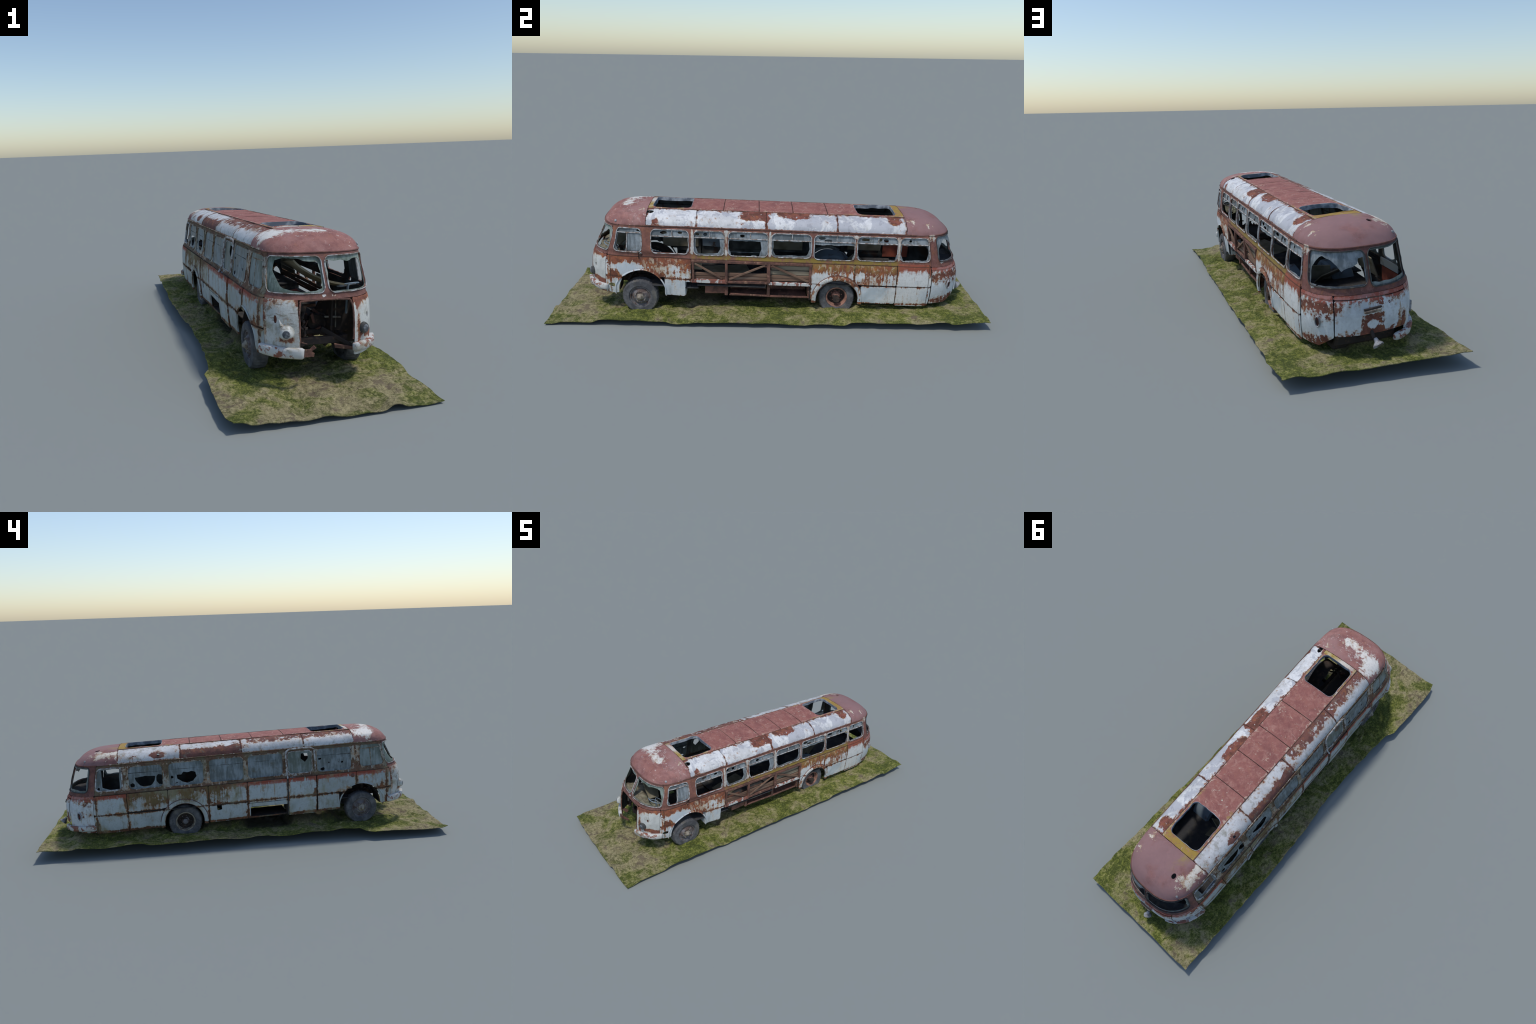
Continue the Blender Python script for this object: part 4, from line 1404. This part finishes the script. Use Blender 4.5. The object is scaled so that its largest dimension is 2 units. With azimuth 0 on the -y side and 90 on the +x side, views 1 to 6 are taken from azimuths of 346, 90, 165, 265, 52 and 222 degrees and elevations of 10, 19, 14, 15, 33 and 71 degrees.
# rails and posts behind the sheet joints
for sg in (1, -1):
    panel('belt_rail', sg * tY(-.73), sg * tY(.735), .268, .290, ['rust_iron' if sg > 0 else 'dark_iron', IN], bus, off=-.0075, th=.003, jag=0, gap=0, dent=.0008,
          keep=lambda P, T, W: arch(P))
    panel('cant_rail', sg * tY(-.70), sg * tY(.735), .410, .428, ['dark_iron', IN], bus, off=-.0085, th=.003, jag=0, gap=0, dent=.0008)
    for y in ((-.722, .187, .384, .578, .727) if sg > 0 else (-.722, -.560, -.356, -.209, -.006, .187, .384, .580, .728)):
        panel('side_post', sg * tY(y - .008), sg * tY(y + .008), .092, .285, ['dark_iron', IN], bus, off=-.0075, th=.003, jag=0, gap=0, dent=.0006, keep=lambda P, T, W: arch(P, -.004))
    for y0, y1 in (((.42, .73),) if sg > 0 else ((.41, .73), (-.205, .19), (-.47, -.36), (-.73, -.685))):
        panel('waist_rail', sg * tY(y0), sg * tY(y1), .172, .192, ['dark_iron', IN], bus, off=-.0075, th=.003, jag=0, gap=0, dent=.0006, keep=lambda P, T, W: arch(P, -.002))

# ------------------------------------------------------------------ open frame on the left side
g = Geo()
XF = .197
g.box((XF, -.082, .272), (.010, .545, .012), 0)
g.box((XF - .002, -.275, .178), (.012, .160, .016), 1)
g.box((XF - .002, .090, .176), (.012, .190, .014), 1)
g.box((XF - .004, -.10, .177), (.010, .195, .012), 0)
for y, w in ((-.346, .010), (-.197, .012), (-.006, .016), (.183, .012)):
    g.box((XF, y, .225), (.010, w, .095), 0)
g.beam((XF, -.338, .262), (XF - .006, -.216, .190), .008, .009, 2)
g.beam((XF - .004, -.186, .188), (XF, -.022, .262), .008, .009, 2)
g.beam((XF, .008, .262), (XF - .006, .176, .188), .008, .009, 2)
g.box((XF - .002, -.006, .262), (.008, .05, .018), 0)
for y in (-.197, -.006, .183):
    g.box((XF - .020, y, .138), (.010, .014, .070), 0)
g.beam((XF - .022, -.18, .110), (XF - .018, .0, .105), .008, .008, 0)
g.beam((XF - .020, 0, .104), (XF - .018, .19, .107), .008, .008, 0)
g.done('side_frame', ['rust_iron', 'sill_paint', 'board_wood'], bus, dent=.0018, dfreq=30)
# boards behind the frame
for y0, y1, z0, z1, x, m in ((-.345, .185, .184, .200, .186, 'board_wood'), (-.345, .0, .201, .217, .187, 'board_wood'), (.0, .185, .201, .214, .188, 'board_wood'),
                             (.0, .184, .216, .236, .184, 'pale_wood'), (.004, .184, .238, .258, .182, 'pale_wood'), (.004, .184, .260, .274, .180, 'lining_board'), (-.35, -.31, .22, .272, .165, 'pale_wood')):
    Geo().box((x, (y0 + y1) / 2, (z0 + z1) / 2), (.006, y1 - y0, z1 - z0), rx=.01).done('board', [m], bus, dent=.002, dfreq=14)
# trays and tanks under the left side
g = Geo()
g.box((.142, -.245, .135), (.07, .105, .05), 0, rz=.05)
g.box((.135, -.10, .105), (.09, .17, .006), 0)
g.box((.11, -.10, .135), (.006, .17, .05), 0)
g.box((.135, .088, .104), (.09, .17, .006), 0)
g.box((.105, .088, .135), (.006, .17, .05), 0)
g.box((.15, .18, .135), (.08, .006, .06), 0)
g.done('luggage_tray', ['rust_iron'], bus, dent=.003, dfreq=22)
g = Geo()
g.box((-.125, -.108, .094), (.15, .19, .006))
g.box((-.045, -.108, .135), (.006, .19, .07))
g.box((-.15, -.012, .13), (.09, .004, .06))
g.box((-.15, -.206, .13), (.09, .004, .06))
g.done('luggage_tray', ['dark_iron'], bus, dent=.002)

# ------------------------------------------------------------------ inside
g = Geo()
g.box((-.005, -.355, .137), (.385, .06, .006), 0)
g.box((-.005, -.175, .154), (.395, .31, .006), 0)
g.box((-.005, .175, .178), (.395, .40, .006), 0)
g.box((0, -.02, .166), (.39, .004, .026), 0)
g.box((0, .50, .170), (.365, .25, .008), 0)
g.box((0, .72, .168), (.335, .20, .008), 0)
g.box((.12, -.46, .140), (.12, .20, .006), 0)
g.box((-.15, -.46, .140), (.06, .20, .006), 0)
g.done('floor', ['floor_dirt'], bus, dent=.002)
for sg in (1, -1):
    n = 26
    V, F = [], []
    th = np.linspace(0, math.pi, n)
    for x in (.058, .066, .150, .158):
        rr = .113 if x in (.066, .150) else .104
        for a_ in th:
            V.append((sg * x, .318 + rr * 1.05 * math.cos(a_), .112 + rr * math.sin(a_)))
    for k in range(3):
        for i in range(n - 1):
            F.append((k * n + i, k * n + i + 1, (k + 1) * n + i + 1, (k + 1) * n + i)[::-sg])
    F.append(tuple(range(n))[::sg])
    Geo().add(V, F).done('wheel_tub', ['tub_paint'], bus, dent=.003, dfreq=18)
    # mud cover over the front wheels
    V, F = [], []
    for x in (.085, .150 if sg > 0 else .188):
        for a_ in th:
            V.append((sg * x, FA[0] + .108 * math.cos(a_), .100 + (.125 if sg > 0 else .113) * math.sin(a_)))
    for i in range(n - 1):
        F.append((i, i + 1, n + i + 1, n + i)[::-sg])
    V, F, fm = thicken(np.array(V), F, .003)
    build('front_mudguard', V, F, ['dark_iron'], None, bus)
g = Geo()
g.box((0, .835, .118), (.22, .03, .055), 0, bev=.008)
g.box((.03, .80, .085), (.16, .05, .03), 0, bev=.008)
g.done('tail_crossmember', ['dark_iron'], bus, dent=.005, dfreq=35)
# inner linings, most of them on the right wall
for y, z, ly, lz, x, ry, m in ((.49, .255, .17, .085, -.165, .35, 'lining_board'), (.655, .222, .130, .085, -.190, 0, 'red_panel'), (.655, .285, .130, .03, -.184, 0, 'white_board'),
                               (.30, .262, .18, .04, -.190, 0, 'white_board'), (.09, .240, .17, .09, -.196, 0, 'lining_board'), (-.10, .235, .17, .09, -.198, 0, 'inner_wall'),
                               (-.28, .240, .12, .085, -.200, 0, 'tub_paint'), (-.45, .235, .18, .085, -.198, 0, 'lining_board')):
    Geo().box((x, y, z), (.005, ly, lz), 0, ry=ry).done('lining_panel', [m], bus, dent=.003, dfreq=14)
Geo().box((.180, .48, .235), (.005, .18, .09), 0).done('lining_panel', ['inner_wall'], bus, dent=.002)
Geo().box((-.04, .425, .200), (.12, .07, .005), 0, ry=.12, rx=.65, rz=.3).done('leaning_board', ['lining_board'], bus, dent=.004, dfreq=12)
Geo().box((-.01, .395, .205), (.09, .005, .07), 0, rx=-.35, rz=-.35).done('leaning_board', ['lining_board'], bus, dent=.005, dfreq=12)
Geo().box((.03, -.20, .166), (.10, .22, .006), 0, ry=.08, rx=-.06, rz=.3).done('leaning_board', ['lining_board'], bus, dent=.004, dfreq=12)
# roof hoops inside
g = Geo()
for y in (-.545, -.35, -.20, -.005, .19, .385, .58):
    xs = np.linspace(-.168, .168, 24)
    P = [(x, y, float(np.interp(abs(x), [0, .062, .093, .122, .143, .158, .168], [.476, .474, .470, .462, .453, .441, .425]))) for x in xs]
    g.tube(P, .0035, n=6)
g.done('roof_hoop', ['dark_iron'], bus)
# ledge inside the tail below the rear window
n = 60
T = np.linspace(1.735, 2 * TR - 1.735, n)
Pq = S(T, .280) - SN(T, .24) * .007
V, F = [], []
for k in range(6):
    q = Pq + (np.array([0, .70, 0]) - Pq) * np.array([.05, .40, 0]) * (k / 5)
    q[:, 2] = .280 - .014 * (k / 5) + .004 * vnoise(q, 40, 7)
    V += [tuple(p) for p in q]
for k in range(5):
    for i in range(n - 1):
        F.append((k * n + i, k * n + i + 1, (k + 1) * n + i + 1, (k + 1) * n + i))
V, F, fm = thicken(np.array(V), F, .004)
build('rear_ledge', V, F, ['floor_dirt'], None, bus, 40)
# littered dash shelf behind the windscreen
nx, ny = 40, 16
U_, W_ = np.meshgrid(np.linspace(-.125, .125, nx), np.linspace(0, 1, ny), indexing='ij')
yf_ = S(U_ / .9, .298)[..., 1] + .012
Y_ = yf_ + (-.685 + .03 * vnoise(np.stack([U_, U_ * 0, U_ * 0], -1), 18, 2) - yf_) * W_
Pd = np.stack([U_, Y_, U_ * 0], -1)
Z_ = .285 - .030 * W_ + .007 * fbm(Pd, 30, 4) + .012 * np.exp(-((U_ + .04) / .05) ** 2) * W_
_q = np.arange(nx * ny).reshape(nx, ny)
Fd = [tuple(k) for k in np.stack([_q[:-1, :-1].ravel(), _q[1:, :-1].ravel(), _q[1:, 1:].ravel(), _q[:-1, 1:].ravel()], 1).tolist()]
Vd, Fd, fmd = thicken(np.stack([U_, Y_, Z_], -1).reshape(-1, 3), Fd, .004)
build('dash_shelf', Vd, Fd, ['dash_litter', 'dark_iron'], fmd, bus, 40)
# driver's place: dash, steering wheel, engine cover, fallen lining
g = Geo()
th = np.linspace(0, 2 * math.pi, 28, endpoint=False)
c = np.array([.105, -.728, .305])
u = np.array([1, .05, .05])
w = np.array([0, .85, -.30])
g.tube([c + .036 * (math.cos(a_) * u + math.sin(a_) * w) for a_ in th], .0024, n=6, closed=True)
for a_ in (.3, 2.4, 4.4):
    g.tube([c, c + .036 * (math.cos(a_) * u + math.sin(a_) * w)], .0018, n=6)
g.tube([c, c + np.array([0, .015, -.10])], .004, n=8)
g.done('steering_wheel', ['tub_paint'], bus)
g = Geo()
g.box((.11, -.70, .20), (.10, .004, .12), 0)
g.box((.045, -.71, .215), (.006, .05, .13), 0)
g.box((.072, -.70, .218), (.004, .010, .12), 1)
g.box((-.084, -.785, .235), (.008, .008, .075), 1, ry=.12)
g.beam((.03, -.71, .195), (.085, -.72, .198), .006, .006, 1)
g.done('dashboard', ['dark_iron', 'hub_metal'], bus, dent=.004)
V = []
F = []
n = 14
A0, B0 = np.array([-.085, -.738, .398]), np.array([.088, -.757, .312])
for i in range(n):
    s_ = i / (n - 1)
    p = A0 + (B0 - A0) * s_ + np.array([0, .012, -.018]) * math.sin(math.pi * s_)
    wd = np.array([-.008, .080, -.012]) * (1 - .2 * s_)
    for k in range(4):
        V.append(p + wd * (k / 3))
for i in range(n - 1):
    for k in range(3):
        F.append((i * 4 + k, i * 4 + k + 1, (i + 1) * 4 + k + 1, (i + 1) * 4 + k))
V, F, fm = thicken(np.array(V), F, -.006)
V = V + .004 * np.stack([vnoise(V, 30, 1), vnoise(V, 30, 2), vnoise(V, 30, 3)], -1)
build('fallen_lining', V, F, ['lining_board'], None, bus, 40)
g = Geo()
g.box((0, -.52, .155), (.12, .26, .06), 0, bev=.02)
g.done('engine_cover', ['dark_iron'], bus, dent=.006, dfreq=20)
Geo().box((-.075, -.665, .262), (.09, .08, .005), 0, rx=.25, ry=-.15).done('fallen_plate', ['red_panel'], bus, dent=.003)
g = Geo()
g.box((.005, -.60, .150), (.10, .10, .07), 0, bev=.012)
g.lathe([(-.02, .03), (.01, .03), (.012, .02), (.014, 0)], (.02, -.655, .165), (0, -1, 0), 16)
for k in range(26):
    a_ = np.array([RNG.uniform(-.02, .085), RNG.uniform(-.70, -.62), RNG.uniform(.13, .20)])
    b_ = a_ + np.array([RNG.uniform(-.05, .05), RNG.uniform(-.03, .03), RNG.uniform(-.05, .03)])
    g.beam(a_, b_, RNG.uniform(.004, .012), RNG.uniform(.004, .010), int(k % 4 == 0))
g.beam((.088, -.812, .122), (.01, -.735, .165), .008, .012, 0)
g.beam((.088, -.815, .118), (.02, -.80, .120), .010, .012, 1)
g.beam((-.10, -.68, .145), (.10, -.68, .140), .010, .014, 0)
for k in range(14):
    a_ = np.array([RNG.uniform(-.098, -.062), RNG.uniform(-.79, -.72), RNG.uniform(.15, .25)])
    b_ = a_ + np.array([RNG.uniform(-.01, .02), RNG.uniform(-.02, .03), RNG.uniform(-.05, .03)])
    g.beam(a_, b_, RNG.uniform(.006, .012), RNG.uniform(.006, .014), 0)
g.box((-.075, -.755, .222), (.035, .004, .070), 0, rx=.35, rz=.15)
g.done('engine_remains', ['dark_iron', 'rust_iron'], bus, dent=.006, dfreq=45)

# ------------------------------------------------------------------ chassis and wheels
g = Geo()
for sg in (1, -1):
    g.box((sg * .075, .03, .135), (.018, 1.60, .030))
for y in (-.76, -.40, -.20, 0, .18, .45, .65, .80):
    g.box((0, y, .135), (.16, .014, .024))
g.lathe([(-.19, .014), (.19, .014)], (0, -.59, .082), (1, 0, 0), 14)
g.lathe([(-.19, .016), (-.05, .018), (-.035, .034), (.035, .034), (.05, .018), (.19, .016)], (0, .31, .106), (1, 0, 0), 18)
g.box((.0, .70, .115), (.20, .16, .04))
g.box((.02, -.05, .115), (.05, .5, .03))
g.done('chassis', ['dark_iron'], bus, dent=.002)


def wheel(x, y, z, sg, r, rear):
    """sg: side; the wheel disc is the part, tyre and hub are its own pieces"""
    ax = (sg, 0, 0)
    c = (x, y, z)
    w = .050
    ri = .046 if rear else .047
    h = Geo()
    if rear:
        h.lathe([(-w * .75, ri), (-.004, ri), (-.001, ri + .003), (0, ri + .001), (-.002, ri - .003), (-.022, ri - .006), (-.028, ri - .010), (-.029, .022), (-.028, .0)], c, ax, 40)
    else:
        h.lathe([(-w * .75, ri), (-.006, ri), (-.003, ri + .002), (-.003, ri - .002), (-.010, ri - .005), (-.009, ri - .009), (.000, .030), (.004, .026), (.004, .020), (.002, .016), (.002, 0)], c, ax, 40)
    if rear:
        k = len(h.F)
        h.m = [1 if (q // 40) >= 5 else 0 for q in range(k)]
    wh = h.done('wheel', ['wheel_paint'] if not rear else ['wheel_rust' if sg > 0 else 'hub_metal', 'dark_iron'], bus)
    # tyre
    prof = []
    N = 22
    for i in range(N + 1):
        a_ = -math.pi * .5 + 2 * math.pi * i / N * 1.0
        prof.append((-w / 2 + (w / 2 + .002) * max(-1, min(1, 1.25 * math.sin(a_))), (r + ri) / 2 + (r - ri) / 2 * max(-1, min(1, 1.22 * math.cos(a_)))))
    n = 72
    ty = Geo().lathe(prof, c, ax, n)
    V = np.array(ty.V)
    d = V - np.array(c)
    rad = np.hypot(d[:, 1], d[:, 2])
    ang = np.arctan2(d[:, 2], d[:, 1])
    tread = (rad > r - .008) * (.0012 * np.sign(np.sin(ang * 36 + (d[:, 0] > -w / 2) * 1.5)))
    f = (rad + tread) / rad
    V[:, 1] = y + d[:, 1] * f
    V[:, 2] = z + d[:, 2] * f
    if rear:                                     # flat tyre bulging at the ground
        low = np.clip((z - V[:, 2] - .035) / .05, 0, 1)
        V[:, 0] += sg * low * .006 * np.sign((V[:, 0] - (x - sg * w / 2)) * sg)
        V[:, 1] += low * .006 * np.sign(V[:, 1] - y)
    ty.V = [tuple(v) for v in V]
    t = ty.done('tyre', ['tyre_rubber'], wh, smooth=40)
    hb = Geo()
    if rear:
        hb.lathe([(-.03, .021), (-.016, .019), (-.012, .015), (-.002, .013), (.001, .009), (.002, 0)], c, ax, 24)
    else:
        hb.lathe([(.002, .0175), (.006, .017), (.008, .013), (.012, .010), (.016, .008), (.019, .005), (.0195, 0)], c, ax, 24)
    for k in range(8):
        a_ = k * math.pi / 4 + .2
        q = np.array(c) + np.array([0, math.cos(a_), math.sin(a_)]) * (.026 if rear else .024)
        hb.lathe([(-.028 if rear else .002, .0028), (-.022 if rear else .007, .0026), (-.022 if rear else .007, 0)], q, ax, 6)
    hb.done('wheel_hub', [('wheel_rust' if sg > 0 else 'wheel_paint') if rear else 'hub_metal'], wh)


wheel(.184, -.592, .084, 1, .0815, False)
wheel(-.203, -.588, .086, -1, .0815, False)
wheel(.180, .311, .111, 1, .084, True)
wheel(-.192, .307, .104, -1, .083, True)

# ------------------------------------------------------------------ turf
turf_pts = []
for x, tab in ((.330, [(-.986, .002), (-.90, .012), (-.813, .010), (-.72, .027), (-.616, .026), (-.47, .020), (-.403, .010), (-.25, .019), (-.057, .020), (.141, .013), (.322, .014), (.403, .033), (.534, .030), (.674, .028), (.795, .039), (.828, .031), (.985, .038)]),
               (-.315, [(.997, .049), (.847, .043), (.811, .052), (.702, .045), (.534, .057), (.449, .045), (.336, .046), (.165, .050), (-.055, .042), (-.172, .033), (-.343, .047), (-.483, .055), (-.538, .052), (-.593, .034), (-.713, .036), (-.970, .030)])):
    turf_pts += [(x, y, z) for y, z in tab]
for y, tab in ((-.99, [(-.328, .038), (-.238, .019), (-.145, .014), (-.094, .009), (-.044, .014), (.028, .005), (.131, .002), (.171, .020), (.233, .003), (.282, .0), (.333, .003)]),
               (.99, [(.321, .039), (.282, .046), (.216, .036), (.126, .043), (.064, .037), (-.035, .041), (-.100, .043), (-.198, .045), (-.335, .049)])):
    turf_pts += [(x, y, z) for x, z in tab]
turf_pts += [(.2, -.6, .025), (.2, .32, .040), (-.19, .31, .043), (-.19, -.59, .034), (0, -.6, .026), (0, 0, .034), (0, .3, .038), (.2, -.15, .030), (-.19, -.15, .034), (0, .7, .041), (0, -.85, .024), (.15, -.8, .027), (-.2, -.8, .034), (.26, -.35, .025), (.26, .1, .024), (.27, .3, .024), (.25, .7, .036), (-.25, 0, .036), (-.25, .5, .041), (-.25, -.35, .036), (.1, -.93, .016)]
TP = np.array(turf_pts)


def turf_h(x, y):
    d2 = (x[..., None] - TP[:, 0]) ** 2 + (y[..., None] - TP[:, 1]) ** 2
    w = 1 / (d2 + 4e-4) ** 1.6
    return (w * TP[:, 2]).sum(-1) / w.sum(-1)


NX, NY = 150, 430
U, Wv = np.meshgrid(np.linspace(0, 1, NX), np.linspace(0, 1, NY), indexing='ij')
yl = np.interp(Wv, [0, 1], [-.992, .993])
xr = np.interp(yl, [-.99, -.93, -.82, -.70, -.62, -.45, -.28, 0, .25, .65, .85, .99], [.333, .332, .327, .326, .331, .327, .331, .326, .325, .324, .328, .321]) + .0025 * vnoise(np.stack([yl * 0, yl, yl * 0], -1), 30, 2)
xl = np.interp(yl, [-.99, -.95, -.81, -.62, -.58, -.41, -.24, -.05, .09, .36, .73, .99], [-.315, -.328, -.331, -.330, -.308, -.299, -.291, -.297, -.317, -.329, -.330, -.330]) + .0025 * vnoise(np.stack([yl * 0, yl, yl * 0], -1), 30, 5)
X = xl + (xr - xl) * U
yf = -.993 - .007 * np.sin(np.pi * U) + .002 * vnoise(np.stack([U * 2, U * 0, U * 0], -1), 10, 3)
yf = np.maximum(yf, -1.0)
yr_ = .990 + .004 * (1 - U) + .002 * vnoise(np.stack([U * 2, U * 0, U * 0], -1), 10, 6)
Y = yf + (yr_ - yf) * Wv
Hh = turf_h(X, Y)
Pn = np.stack([X, Y, X * 0], -1)
inner = np.minimum(np.minimum(X - xl, xr - X), np.minimum(Y - yf, yr_ - Y))
am = np.clip(inner / .05, .25, 1)
Hh = Hh + am * (.0040 * fbm(Pn, 14, 3) + .0022 * vnoise(Pn, 60, 8) + .0016 * vnoise(Pn, 130, 12))
# tufts standing round the tyres
for wx, wy in ((.19, -.60), (-.19, -.59), (.18, .32), (-.19, .31)):
    rr = np.hypot((X - wx) / .07, (Y - wy) / .11)
    Hh = Hh + .006 * np.exp(-(rr - 1) ** 2 * 10) * (.5 + vnoise(Pn, 70, 9))
# ground heaped under the body, closing the gap below the right sill and the tail
def sm1(q, lo, hi):
    k = np.clip((q - lo) / (hi - lo), 0, 1)
    return k * k * (3 - 2 * k)
bank = sm1(X + .031 * Y, -.185, -.135) * sm1(X + .031 * Y, .10, .02) * sm1(Y, -.50, -.42) * sm1(Y, .87, .82)
away = 1 - np.exp(-(((Y - .31) / .11) ** 4)) * sm1(X, -.05, -.12)
away = away * (1 - sm1(Y, -.26, -.21) * sm1(Y, .03, -.01))
Hh = Hh + bank * away * (.050 + .012 * fbm(Pn, 16, 21))
V = np.stack([X, Y, Hh], -1).reshape(-1, 3)
_i = np.arange(NX * NY).reshape(NX, NY)
F = [tuple(q) for q in np.stack([_i[:-1, :-1].ravel(), _i[1:, :-1].ravel(), _i[1:, 1:].ravel(), _i[:-1, 1:].ravel()], 1).tolist()]
V2 = V.copy()
V2[:, 2] -= .0025
n0 = len(V)
edge = list(_i[:, 0]) + list(_i[-1, 1:]) + list(_i[-2::-1, -1]) + list(_i[0, -2:0:-1])
FF = F + [tuple(i + n0 for i in f[::-1]) for f in F] + [(edge[(k + 1) % len(edge)], edge[k], edge[k] + n0, edge[(k + 1) % len(edge)] + n0) for k in range(len(edge))]
fm = [0] * len(F) + [1] * len(F) + [0] * len(edge)
VV = np.vstack([V, V2])
VV[:, 2] -= VV[:, 2].min()
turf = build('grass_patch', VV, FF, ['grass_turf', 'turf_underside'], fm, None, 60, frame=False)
turf['label'] = 'thin uneven rectangular patch of mossy grassland'
turf['category'] = 'ground'
